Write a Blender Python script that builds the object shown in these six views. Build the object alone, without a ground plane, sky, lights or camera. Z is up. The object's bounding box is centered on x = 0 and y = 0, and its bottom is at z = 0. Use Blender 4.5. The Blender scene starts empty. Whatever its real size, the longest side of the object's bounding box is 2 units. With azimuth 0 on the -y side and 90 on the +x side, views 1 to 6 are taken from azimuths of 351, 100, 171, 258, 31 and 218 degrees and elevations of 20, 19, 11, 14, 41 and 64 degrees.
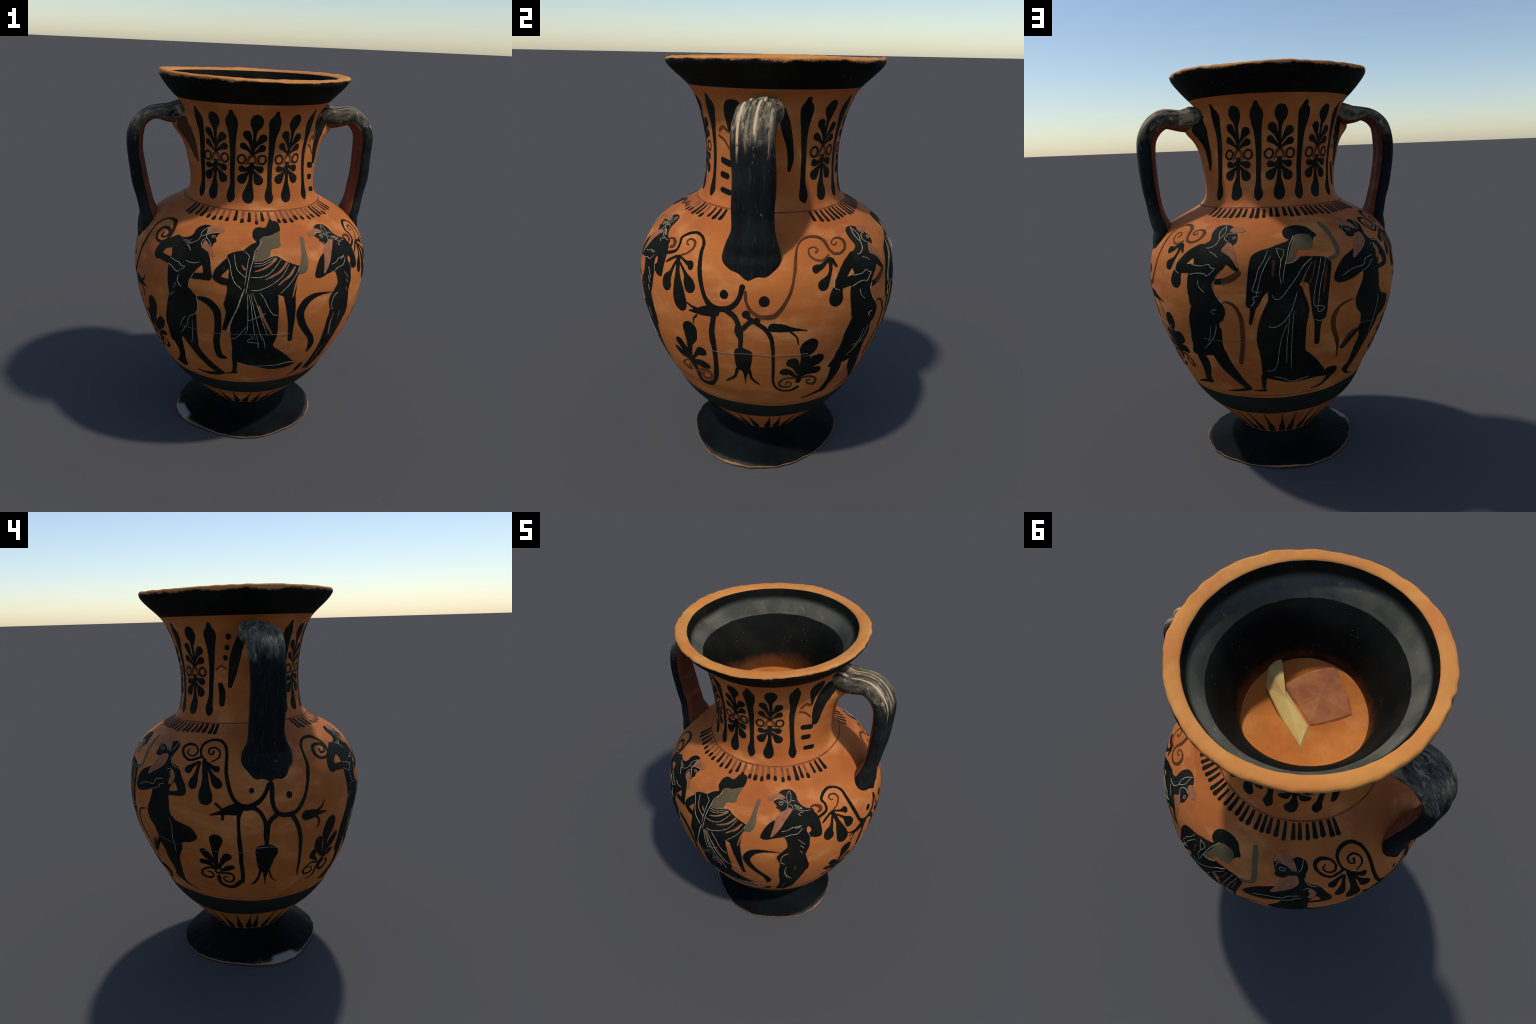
import bpy, math, numpy as np
from mathutils import Vector
rng = np.random.default_rng(7)
TAU = 2 * math.pi

# ------------------------------------------------------------------ vessel surface
# (height, radius) of the thrown wall, foot joint to the outer lip; metres
PROFILE = [(0.12, 0.215), (0.14, 0.232), (0.2, 0.2865), (0.24, 0.3225), (0.28, 0.3595), (0.32, 0.398), (0.36, 0.4304), (0.4, 0.4572), (0.45, 0.4829), (0.5, 0.5087), (0.55, 0.5365), (0.6, 0.559), (0.7, 0.5988), (0.8, 0.6279), (0.9, 0.644), (0.95, 0.6475), (1.0, 0.6468), (1.05, 0.6406), (1.1, 0.6301), (1.15, 0.6096), (1.2, 0.5787), (1.24, 0.5407), (1.27, 0.5), (1.29, 0.4658), (1.305, 0.4391), (1.32, 0.4094), (1.335, 0.3831), (1.35, 0.3638), (1.37, 0.3485), (1.4, 0.3377), (1.45, 0.3297), (1.5, 0.3253), (1.55, 0.3236), (1.6, 0.325), (1.65, 0.3302), (1.7, 0.3383), (1.74, 0.3468), (1.77, 0.3545), (1.8, 0.366), (1.83, 0.38), (1.86, 0.3995), (1.89, 0.4282), (1.92, 0.46), (1.95, 0.488), (1.965, 0.4985)]
WOBZ=[.12,.3,.6,1.0,1.3,1.45,1.65,1.85,1.98]
CX=[.003,.0025,.0021,.0051,.0024,-.0009,-.0087,-.0115,-.0110]
CY=[.000,-.005,-.0084,-.004,.0049,.006,.0071,.009,.010]
EL=[-.002,0,.0025,.0086,.0145,.0129,.0038,-.0087,-.0110]
def pchip(x,y):
    x=np.asarray(x,float);y=np.asarray(y,float);h=np.diff(x);d=np.diff(y)/h;m=np.zeros_like(y)
    m[0]=d[0];m[-1]=d[-1]
    for i in range(1,len(x)-1):
        if d[i-1]*d[i]>0:
            w1=2*h[i]+h[i-1];w2=h[i]+2*h[i-1];m[i]=(w1+w2)/(w1/d[i-1]+w2/d[i])
    def f(q):
        q=np.clip(q,x[0],x[-1]);i=np.clip(np.searchsorted(x,q)-1,0,len(x)-2);t=(q-x[i])/h[i]
        return y[i]*(1+2*t)*(1-t)**2+h[i]*m[i]*t*(1-t)**2+y[i+1]*t*t*(3-2*t)+h[i]*m[i+1]*t*t*(t-1)
    return f
Rf=pchip(*zip(*PROFILE))
CXf,CYf,ELf=(pchip(WOBZ,v) for v in (CX,CY,EL))
BUMP=pchip([1.40,1.45,1.5,1.55,1.6,1.64,1.67,1.70,1.72,1.76,1.80,1.84],[0,.006,.016,.026,.036,.047,.060,.080,.088,.055,.012,0])
def smooth_noise(th,z):
    return .0012*np.sin(3*th+4*z+1)+.001*np.sin(5*th-7*z+2)+.0008*np.sin(2*th+13*z)
def apart(th,deg):
    return np.arctan2(np.sin(th-np.radians(deg)),np.cos(th-np.radians(deg)))
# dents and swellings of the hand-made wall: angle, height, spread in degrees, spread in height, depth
DENTS=[(125,.44,26,.17,-.017),(150,.72,16,.12,-.008),(150,.32,15,.06,.009),(-160,.43,24,.15,.013),(72,.44,17,.10,.007),(45,.36,16,.08,.007),(25,.50,15,.10,.007),(-128,.55,14,.09,.007),(-95,.50,13,.09,.005),(-98,.78,18,.08,-.013),(70,1.02,14,.07,-.013),(-165,1.885,28,.035,.013),(6,1.875,22,.035,.010),(15,1.81,12,.03,-.010),(-20,1.80,12,.03,-.008)]
def radius(th,z):
    s=np.interp(z,[1.58,1.72],[.42,.235])      # the root spreads as it runs down the neck
    w=1.12*np.exp(-(np.abs(apart(th,np.interp(z,[1.55,1.70],[7,5.5])))/s)**3)+.98*np.exp(-(np.abs(apart(th,187))/s)**3)
    bz=np.where((z>1.40)&(z<1.84),BUMP(z),0)
    r=Rf(z)*(1+ELf(z)*np.cos(2*th))+w*bz+smooth_noise(th,z)
    for a,h,sa,sh,d in DENTS: r=r+d*np.exp(-.5*(apart(th,a)/np.radians(sa))**2-.5*((z-h)/sh)**2)
    return r
def point(th,z,off=0):
    r=radius(th,z)
    return np.stack([CXf(z)+r*np.cos(th),CYf(z)+r*np.sin(th),z+0*r],-1)

# the wall's arc length replaces the height when distances on the surface are measured
_zz = np.linspace(.12, 1.965, 4000)
_ll = np.concatenate([[0], np.cumsum(np.hypot(np.diff(_zz), np.diff(Rf(_zz))))])
def arc_of(z): return np.interp(z, _zz, _ll)
def height_of(l): return np.interp(l, _ll, _zz)

def surface_normal(th, z):
    e = 2e-4
    a = point(th + e, z) - point(th - e, z)
    b = point(th, np.minimum(z + e, 1.9649)) - point(th, np.maximum(z - e, .1201))
    n = np.cross(a, b)
    return n / np.linalg.norm(n, axis=-1, keepdims=True)

def on_surface(th, z, lift):
    th, z = np.asarray(th, float), np.asarray(z, float)
    return point(th, z) + lift * surface_normal(th, z)

# ------------------------------------------------------------------ node helpers
def new_material(name):
    m = bpy.data.materials.new(name); m.use_nodes = True
    nt = m.node_tree; bsdf = nt.nodes["Principled BSDF"]
    return m, nt, bsdf

class Nodes:
    def __init__(self, nt): self.nt = nt; self.coord = nt.nodes.new("ShaderNodeTexCoord").outputs["Object"]
    def put(self, kind, **inputs):
        n = self.nt.nodes.new(kind)
        for k, v in inputs.items():
            s = n.inputs[int(k[1:])] if k[0] == "_" else n.inputs[k.replace("_", " ")]
            if isinstance(v, bpy.types.NodeSocket): self.nt.links.new(v, s)
            else: s.default_value = v
        return n
    def scaled(self, sx, sy, sz):
        n = self.put("ShaderNodeMapping", Vector=self.coord); n.inputs["Scale"].default_value = (sx, sy, sz)
        return n.outputs[0]
    def noise(self, scale, detail=3, rough=.55, vec=None):
        n = self.put("ShaderNodeTexNoise", Vector=vec or self.coord, Scale=scale, Detail=detail, Roughness=rough)
        return n.outputs["Fac"]
    def voronoi(self, scale, vec=None):
        return self.put("ShaderNodeTexVoronoi", Vector=vec or self.coord, Scale=scale).outputs["Distance"]
    def ramp(self, fac, lo, hi):
        n = self.put("ShaderNodeMapRange", Value=fac); n.interpolation_type = "SMOOTHSTEP"
        n.inputs["From Min"].default_value = lo; n.inputs["From Max"].default_value = hi
        return n.outputs[0]
    def mix(self, fac, a, b):
        n = self.nt.nodes.new("ShaderNodeMix"); n.data_type = "RGBA"
        for i, v in ((0, fac), (6, a), (7, b)):
            if isinstance(v, bpy.types.NodeSocket): self.nt.links.new(v, n.inputs[i])
            else: n.inputs[i].default_value = v if i == 0 else (*v, 1)
        return n.outputs[2]
    def math(self, op, a, b=0.):
        n = self.nt.nodes.new("ShaderNodeMath"); n.operation = op
        for i, v in ((0, a), (1, b)):
            if isinstance(v, bpy.types.NodeSocket): self.nt.links.new(v, n.inputs[i])
            else: n.inputs[i].default_value = v
        return n.outputs[0]
    def xyz(self):
        s = self.put("ShaderNodeSeparateXYZ", Vector=self.coord); return s.outputs[0], s.outputs[1], s.outputs[2]
    def bump(self, bsdf, height, strength=.2, dist=.004):
        b = self.put("ShaderNodeBump", Height=height); b.inputs["Strength"].default_value = strength; b.inputs["Distance"].default_value = dist
        self.nt.links.new(b.outputs[0], bsdf.inputs["Normal"])

def finish(nt, bsdf, colour, rough=.6, spec=.3):
    nt.links.new(colour, bsdf.inputs["Base Color"])
    bsdf.inputs["Roughness"].default_value = rough
    bsdf.inputs["Specular IOR Level"].default_value = spec

CLAY = (.475, .142, .033); CLAY_RED = (.395, .104, .026); CLAY_PALE = (.59, .222, .070); CLAY_DULL = (.33, .108, .030)
def clay_material(name, base=CLAY, red=CLAY_RED, pale=CLAY_PALE, dull=CLAY_DULL):
    m, nt, b = new_material(name); n = Nodes(nt)
    c = n.mix(n.ramp(n.noise(2.6, 4), .40, .68), base, red)
    c = n.mix(n.ramp(n.noise(4.3, 5, .6, n.scaled(1, 1, 2.2)), .48, .74), c, pale)
    c = n.mix(n.math("MULTIPLY", n.ramp(n.noise(1.7, 3, .5, n.scaled(1.3, 1, 1)), .52, .75), .55), c, dull)
    c = n.mix(n.math("MULTIPLY", n.ramp(n.noise(34, 4, .6, n.scaled(1, 1, 4)), .50, .80), .35), c, dull)
    c = n.mix(n.math("MULTIPLY", n.ramp(n.noise(90, 2), .70, .80), .5), c, (.16, .06, .03))
    finish(nt, b, c, .7, .10)
    n.bump(b, n.noise(60, 4, .6, n.scaled(1, 1, 3)), .12, .003)
    return m

def slip_material(name, base=(.0070, .0075, .0060), green=(.016, .016, .011), blue=(.0045, .0065, .010), fleck=.75, rough=.7):
    m, nt, b = new_material(name); n = Nodes(nt)
    c = n.mix(n.ramp(n.noise(3.1, 4), .42, .66), base, green)
    c = n.mix(n.ramp(n.noise(2.2, 3, .5, n.scaled(1, 1.4, .8)), .55, .75), c, blue)
    dust = n.math("MULTIPLY", n.ramp(n.noise(26, 5, .7), .58, .82), .30)
    c = n.mix(dust, c, (.10, .095, .075))
    dots = n.ramp(n.voronoi(70), .085, .05)
    dots = n.math("MULTIPLY", n.math("MULTIPLY", dots, n.ramp(n.noise(6, 3), .54, .66)), fleck)
    c = n.mix(dots, c, (.42, .36, .27))
    finish(nt, b, c, rough, .05)
    n.bump(b, n.noise(45, 4, .6), .10, .003)
    return m

MAT = {}
MAT["clay"] = clay_material("bare_orange_clay")
MAT["lip"] = clay_material("worn_lip_clay", (.62, .245, .055), (.57, .19, .045), (.68, .32, .095), (.48, .20, .05))
MAT["scan_fill"] = clay_material("inner_scan_fill", (.55, .175, .034), (.36, .085, .014), (.60, .22, .055), (.30, .085, .02))  # colour of the scan's filled-in neck hole
MAT["underside"] = clay_material("handle_back_clay", (.20, .06, .028), (.13, .038, .02), (.30, .10, .045), (.08, .03, .02))
MAT["black"] = slip_material("black_gloss")
MAT["wash"] = slip_material("diluted_brown_gloss", (.085, .030, .012), (.15, .050, .018), (.050, .019, .010), .2)
MAT["inner"] = slip_material("inner_black_gloss", (.006, .006, .006), (.010, .010, .008), (.012, .006, .004), .9)

def flat_material(name, a, b_, scale=30, rough=.7, lo=.4, hi=.65):
    m, nt, b = new_material(name); n = Nodes(nt)
    finish(nt, b, n.mix(n.ramp(n.noise(scale, 5, .65), lo, hi), a, b_), rough, .08); return m
MAT["faded"] = flat_material("rubbed_thin_gloss", (.24, .080, .035), (.15, .052, .024), 22)
MAT["flesh"] = flat_material("faded_white_skin", (.105, .078, .040), (.135, .095, .055), 12)
MAT["red"] = flat_material("added_red_paint", (.34, .128, .058), (.25, .085, .042), 40)
MAT["incision"] = flat_material("incised_clay_line", (.46, .37, .25), (.30, .24, .17), 25)
MAT["scratch"] = flat_material("fine_crack_line", (.16, .12, .10), (.22, .16, .12), 25)
MAT["ring"] = flat_material("junction_line", (.16, .045, .018), (.27, .080, .03), 14)
MAT["strip"] = flat_material("pale_scan_fill", (.72, .52, .17), (.66, .42, .14), 10)  # yellow texture fault on the scan's hole filling
MAT["fill_lump"] = flat_material("pinkish_fill", (.44, .165, .062), (.32, .105, .045), 9)  # brownish patch of the scan's hole filling

def ledge_material():
    # black gloss rubbed to grey where the mouth narrows, bare clay showing through near the fill
    m, nt, b = new_material("rubbed_inner_gloss"); n = Nodes(nt); x, y, z = n.xyz()
    dark = n.mix(n.ramp(n.noise(4, 4), .4, .66), (.0055, .0058, .0048), (.012, .012, .009))
    dots = n.math("MULTIPLY", n.ramp(n.voronoi(46), .10, .05), n.ramp(n.noise(7, 3), .50, .60))
    dark = n.mix(dots, dark, (.36, .28, .19))
    grey = n.mix(n.ramp(n.noise(5, 4, .6), .35, .65), (.060, .060, .046), (.118, .110, .084))
    grey = n.mix(n.ramp(n.noise(20, 5, .7, n.scaled(1, 1, 2)), .60, .80), grey, (.25, .215, .15))
    grey = n.mix(n.math("MULTIPLY", n.ramp(n.noise(9, 3), .67, .74), .7), grey, (.30, .17, .10))
    h = n.math("ADD", z, n.math("MULTIPLY", n.math("SUBTRACT", n.noise(5, 4, .6), .5), .035))
    low = n.math("ADD", z, n.math("MULTIPLY", n.math("SUBTRACT", n.noise(12, 4, .6), .5), .010))
    c = n.mix(n.math("MULTIPLY", n.ramp(h, 1.945, 1.912), n.ramp(low, 1.857, 1.862)), dark, grey)
    c = n.mix(n.ramp(n.math("ADD", z, n.math("MULTIPLY", n.math("SUBTRACT", n.noise(6, 5, .65), .5), .16)), 1.69, 1.60), c, (.13, .045, .014))
    finish(nt, b, c, .7, .06); return m
MAT["ledge"] = ledge_material()

def mouth_material():
    # black gloss that has chipped back to the clay along the sharp outer edge
    m, nt, b = new_material("mouth_black_gloss"); n = Nodes(nt); x, y, z = n.xyz()
    c = n.mix(n.ramp(n.noise(3, 4), .40, .66), (.0050, .0050, .0042), (.012, .0115, .009))
    c = n.mix(n.math("MULTIPLY", n.ramp(n.noise(30, 5, .7), .58, .80), .35), c, (.09, .07, .05))
    chip = n.math("ADD", z, n.math("MULTIPLY", n.math("SUBTRACT", n.noise(9, 5, .7), .5), .055))
    c = n.mix(n.ramp(chip, 1.972, 1.984), c, (.52, .22, .08))
    spots = n.math("MULTIPLY", n.ramp(n.noise(38, 3, .6), .70, .76), n.ramp(n.noise(4, 2), .50, .62))
    c = n.mix(n.math("MULTIPLY", spots, .7), c, (.30, .15, .08))
    finish(nt, b, c, .7, .05); n.bump(b, n.noise(24, 4), .2, .004); return m
MAT["mouth"] = mouth_material()

def foot_material():
    m, nt, b = new_material("foot_black_gloss"); n = Nodes(nt); x, y, z = n.xyz()
    c = n.mix(n.ramp(n.noise(3.5, 4), .42, .66), (.0028, .0034, .0040), (.0050, .0075, .0080))
    c = n.mix(n.ramp(n.noise(6, 3, .5, n.scaled(1, 1, .5)), .60, .80), c, (.005, .007, .011))
    rad = n.math("SQRT", n.math("ADD", n.math("MULTIPLY", x, x), n.math("MULTIPLY", y, y)))
    worn = n.math("ADD", rad, n.math("MULTIPLY", n.math("SUBTRACT", n.noise(7, 5, .7), .5), .045))
    c = n.mix(n.math("MULTIPLY", n.ramp(worn, .388, .408), .40), c, (.085, .075, .055))
    c = n.mix(n.ramp(worn, .408, .420), c, (.36, .18, .085))
    # grey plaster where the edge has been mended
    d = n.put("ShaderNodeVectorMath", _0=n.coord, _1=(-.405, -.125, .01)); d.operation = "DISTANCE"
    mend = n.math("ADD", d.outputs["Value"], n.math("MULTIPLY", n.noise(9, 3), .05))
    c = n.mix(n.math("MULTIPLY", n.ramp(mend, .115, .085), n.ramp(rad, .372, .392)), c, (.27, .235, .19))
    finish(nt, b, c, .7, .04); n.bump(b, n.noise(30, 4), .1, .003); return m
MAT["foot"] = foot_material()
MAT["foot_edge"] = flat_material("chipped_foot_edge", (.36, .155, .06), (.20, .12, .075), 9)

def handle_material(warm, lines):
    m, nt, b = new_material("worn_handle_gloss"); n = Nodes(nt); x, y, z = n.xyz()
    c = n.mix(n.ramp(n.noise(4, 4), .42, .66), (.007, .008, .009), (.016, .018, .016))
    streak = n.noise(5, 6, .7, n.scaled(1.6, 12, 1.6)); fine = n.noise(10, 6, .75, n.scaled(1.5, 9, 1.5))
    c = n.mix(n.math("MULTIPLY", n.ramp(fine, .52, .72), .45), c, (.065, .065, .060))
    top = n.math("ADD", z, n.math("MULTIPLY", n.math("SUBTRACT", n.noise(9, 4, .6, n.scaled(1, 3, 1)), .5), .16))
    wear = n.ramp(top, 1.655, 1.765)
    c = n.mix(n.math("MULTIPLY", wear, n.ramp(fine, .34, .60)), c, (.125, .110, .080) if not lines else (.130, .108, .072))
    c = n.mix(n.math("MULTIPLY", wear, n.ramp(n.noise(24, 5, .7, n.scaled(1, 2.2, 1)), .54, .66)), c, (.34, .27, .17))
    c = n.mix(n.math("MULTIPLY", wear, n.ramp(streak, .50, .66)), c, warm)
    low = n.ramp(top, 1.50, 1.72)
    c = n.mix(n.math("MULTIPLY", low, n.ramp(streak, .60, .70)), c, (.30, .19, .11))
    if lines:      # two long scraped lines down the strap
        for at in (-.012, .052):
            off = n.math("ABSOLUTE", n.math("ADD", n.math("SUBTRACT", y, at), n.math("MULTIPLY", n.math("SUBTRACT", n.noise(7, 3), .5), .012)))
            c = n.mix(n.math("MULTIPLY", n.math("MULTIPLY", n.ramp(off, .0062, .0030), n.ramp(top, 1.60, 1.70)), n.ramp(n.noise(14, 3), .36, .50)), c, (.62, .42, .25))
    specks = n.math("MULTIPLY", n.ramp(n.noise(42, 3, .6, n.scaled(1, 1, .4)), .66, .74), .6)
    c = n.mix(specks, c, (.22, .18, .13))
    finish(nt, b, c, .65, .08); n.bump(b, streak, .25, .004); return m

# ------------------------------------------------------------------ mesh helpers
amphora = bpy.data.objects.new("amphora", None)
bpy.context.scene.collection.objects.link(amphora)
amphora["label"] = "two-handled Greek vase painted with black figures on orange clay"
amphora["category"] = "vase"

def make_object(name, verts, faces, mat, parent, normals=None, smooth=True, stuff=False):
    me = bpy.data.meshes.new(name)
    me.from_pydata([tuple(v) for v in np.asarray(verts, float)], [], faces)
    me.polygons.foreach_set("use_smooth", [smooth] * len(me.polygons))
    if normals is not None:
        me.normals_split_custom_set_from_vertices([tuple(n) for n in normals])
    me.materials.append(mat); me.update()
    ob = bpy.data.objects.new(name, me); bpy.context.scene.collection.objects.link(ob)
    ob.parent = parent
    if stuff: ob["kind"] = "stuff"
    return ob

# ------------------------------------------------------------------ the turned vessel
NT = 384
TH = np.arange(NT) * TAU / NT
def ragged(seed, rough):
    g = np.random.default_rng(seed); k = np.arange(3, 60)
    return sum(rough * g.normal() / kk ** .75 * np.sin(kk * TH + g.uniform(0, TAU)) for kk in k)
ripple = ragged(3, .0022)
ripple2 = ragged(8, .0016)
LIP_TILT = -.0027 * np.cos(TH) + .0034 * np.sin(TH) + .004 * np.cos(2 * TH) + .0018 * np.sin(2 * TH)
FOOT_R = (.3990 + .0113 * np.cos(2 * TH) - .004 * np.sin(2 * TH) - .0071 * np.sin(3 * TH) + .0058 * np.cos(4 * TH) + .0037 * np.sin(4 * TH)
          - .0014 * np.cos(5 * TH) - .0042 * np.sin(5 * TH) + .0028 * np.sin(6 * TH) + 1.3 * ripple)
FOOT_Z = .006 * (.5 + .5 * np.sin(5 * TH + 1)) + .004 * (.5 + .5 * np.sin(8 * TH + 2.5)) + 1.2 * ripple2

rows, tags = [], []
def row(pts, tag): rows.append(pts); tags.append(tag)
def ring(r, z, cx, cy): return np.stack([cx + r * np.cos(TH), cy + r * np.sin(TH), z + 0 * TH], -1)
def blend(a, b, t): return a + (b - a) * t

# foot: underside, thin edge, flaring top
FCX, FCY = -.0058, -.0084
for r, z in ((.002, .060), (.12, .058), (.20, .048), (.28, .026), (.34, .010)): row(ring(r, z, FCX, FCY), "foot")
row(ring(FOOT_R - .022, 0, FCX, FCY), "foot")
row(ring(FOOT_R - .004, 0 + .3 * FOOT_Z, FCX, FCY), "foot_edge")
row(ring(FOOT_R, .003 + .6 * FOOT_Z, FCX, FCY), "foot_edge")
row(ring(FOOT_R - .0015, .007 + .9 * FOOT_Z, FCX, FCY), "foot")
waist = np.array(point(TH, np.full(NT, .1201)))
WR = np.hypot(waist[:, 0] - CXf(.12), waist[:, 1] - CYf(.12))
FOOT_TOP = pchip([0, .08, .2, .4, .6, .8, .93, 1], [.010, .017, .026, .040, .054, .072, .096, .120])   # share of the way in, height
for t in np.concatenate([np.linspace(.04, .96, 20)]):
    row(ring(blend(FOOT_R - .003, WR, t), FOOT_TOP(t) + FOOT_Z * (1 - t) ** 2, blend(FCX, CXf(.12), t), blend(FCY, CYf(.12), t)), "foot")
# wall from the foot joint to the lip
zs = [height_of(l) for l in np.linspace(0, _ll[-1], 300)]
NECK_Z, MOUTH_Z = 1.345, 1.866
def snapped(zs, target): i = int(np.argmin(np.abs(np.array(zs) - target))); zs[i] = target
snapped(zs, NECK_Z); snapped(zs, MOUTH_Z)
for z in zs:
    tag = "body" if z < NECK_Z - 1e-6 else "neck" if z < MOUTH_Z - 1e-6 else "mouth"
    p = point(TH, np.full(NT, z))
    if z > 1.88: p[:, 2] += LIP_TILT * (z - 1.88) / .085
    row(p, tag)
# rolled lip and the inside of the mouth
RCX, RCY = -.0108, .0096
def oval(r, e): return r * (1 + e * np.cos(2 * TH))
row(ring(oval(.5020, -.011) + ripple, 1.9755 + LIP_TILT, RCX, RCY), "mouth")
row(ring(oval(.5020, -.011) + 1.6 * ripple, 1.9830 + LIP_TILT + ripple2, RCX, RCY), "lip")
row(ring(oval(.4975, -.011) + 1.6 * ripple, 1.9895 + LIP_TILT + ripple2, RCX, RCY), "lip")
row(ring(oval(.488, -.011) + ripple, 1.9920 + LIP_TILT + ripple2, RCX, RCY), "lip")
row(ring(oval(.468, -.013), 1.9895 + .6 * LIP_TILT - ripple2, RCX, RCY), "lip")
row(ring(oval(.450, -.014) + .6 * ripple2, 1.9860 + .4 * LIP_TILT - .5 * ripple, RCX, RCY), "lip")
row(ring(oval(.443, -.015) + .6 * ripple2, 1.9800 + .3 * LIP_TILT, RCX, RCY), "inner")
INSIDE = [(.439, 1.972, "inner"), (.435, 1.955, "inner"), (.430, 1.938, "inner"), (.424, 1.922, "inner"), (.418, 1.914, "ledge"), (.410, 1.905, "ledge"),
          (.400, 1.894, "ledge"), (.391, 1.882, "ledge"), (.384, 1.870, "ledge"), (.377, 1.858, "ledge"), (.366, 1.846, "inner"), (.349, 1.824, "inner"), (.334, 1.80, "inner"), (.318, 1.773, "inner"),
          (.305, 1.745, "inner"), (.294, 1.72, "inner"), (.284, 1.69, "inner"), (.277, 1.66, "inner"), (.271, 1.63, "inner"), (.266, 1.605, "inner")]
for r, z, tag in INSIDE: row(ring(oval(r - .008 * min(1, max(0, (1.90 - z) / .06)), -.02 if z > 1.8 else 0), z, blend(RCX, -.014, min(1, (1.98 - z) / .25)), blend(RCY, .010, min(1, (1.98 - z) / .25))), tag)
# the scan's hole filling that closes the neck, with a sagging, lumpy top
def fill_height(x, y):
    r = np.hypot(x + .014, y - .010)
    return (1.535 + .02 * np.clip(-y / .2, 0, 1) + .050 * np.clip((r - .10) / .165, 0, 1) ** 2 + .045 * np.clip((x - y - .04) / .36, 0, 1) * np.clip(r / .2, 0, 1)
            + (.006 * np.sin(9 * x + 2) + .006 * np.sin(11 * y - 7 * x) + .004 * np.sin(23 * x + 17 * y + 1)) * np.clip((.26 - r) / .05, 0, 1))
for r in np.linspace(.257, .002, 44):
    p = ring(r, 0, -.014, .010); p[:, 2] = fill_height(p[:, 0], p[:, 1]); row(p, "scan_fill")

G = np.array(rows); NR = len(rows)
flat = G.reshape(-1, 3)
def index(i, j): return i * NT + j % NT
# one set of normals for the whole vessel keeps the joints between parts seamless
du = np.roll(G, -1, 1) - np.roll(G, 1, 1); dv = np.gradient(G, axis=0)
NRM = np.cross(du, dv); NRM /= np.linalg.norm(NRM, axis=-1, keepdims=True) + 1e-12
NRM = NRM.reshape(-1, 3)
parts = {"foot": ("foot", "foot"), "foot_edge": ("foot_rim", "foot_edge"), "body": ("body", "clay"), "neck": ("neck", "clay"), "mouth": ("mouth", "mouth"),
         "lip": ("lip", "lip"), "inner": ("neck_lining", "ledge"), "ledge": ("inner_ledge", "ledge"), "scan_fill": ("neck_scan_fill", "scan_fill")}
PART = {}
for tag, (name, mat) in parts.items():
    quads = [(index(i, j), index(i, j + 1), index(i + 1, j + 1), index(i + 1, j)) for i in range(NR - 1) if tags[i] == tag for j in range(NT)]
    used = np.unique(np.array(quads)); back = {int(k): n for n, k in enumerate(used)}
    PART[tag] = make_object(name, flat[used], [tuple(back[k] for k in q) for q in quads], MAT[mat], amphora, NRM[used])
body, neck = PART["body"], PART["neck"]
for child, owner in (("foot_edge", "foot"), ("lip", "mouth"), ("ledge", "mouth")): PART[child].parent = PART[owner]

# ------------------------------------------------------------------ handles
def spline(points, n):
    """Catmull-Rom through the points, n samples per span, last point included"""
    p = np.array(points, float); q = np.vstack([2 * p[0] - p[1], p, 2 * p[-1] - p[-2]]); out = []
    for i in range(1, len(q) - 2):
        for t in np.arange(n) / n:
            out.append(.5 * (2 * q[i] + (q[i + 1] - q[i - 1]) * t + (2 * q[i - 1] - 5 * q[i] + 4 * q[i + 1] - q[i + 2]) * t * t + (3 * q[i] - q[i - 1] - 3 * q[i + 1] + q[i + 2]) * t ** 3))
    out.append(p[-1]); return np.array(out)

def build_handle(stations, warm, seed):
    # stations: outward distance, height, sideways shift, half thickness, half width
    s = spline(stations, 7); n = len(s); NA = 72
    tan = np.gradient(s[:, :2], axis=0); tan /= np.linalg.norm(tan, axis=1, keepdims=True)
    ang = np.arange(NA) * TAU / NA; ca, sa = np.cos(ang), np.sin(ang)
    verts = []
    for i in range(n):
        x, z, y, a, b = s[i]
        out = np.array([-tan[i, 1], tan[i, 0]])         # towards the outer face
        e = 2 / (2.7 - .8 * min(1, max(0, (b - .092) / .025)))      # flat strap, rounder where it spreads on the shoulder
        e = np.where(ca > 0, e, .95)                    # the back of the strap is rounder
        u = np.sign(ca) * np.abs(ca) ** e; v = np.sign(sa) * np.abs(sa) ** e
        groove = np.where(ca > 0, .0030 * np.cos(v * 7.5), .0045 * np.cos(v * 5)) * np.abs(u)
        lump = .0010 * np.sin(i * .21 + 3 * ang + seed) + .0010 * np.sin(i * .13 - 2 * ang + 2 * seed)
        h = a * u + groove + lump * u
        side = y + (b + lump) * v
        hug = max(0., 1 - (x - stations[0][0]) / .075) if i < n // 2 else 0.     # the root follows the round of the neck
        verts.append(np.stack([x + out[0] * h - hug * (.352 - np.sqrt(.352 ** 2 - side ** 2)), side, z + out[1] * h], -1))
    return np.array(verts), ca, n, NA

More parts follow.
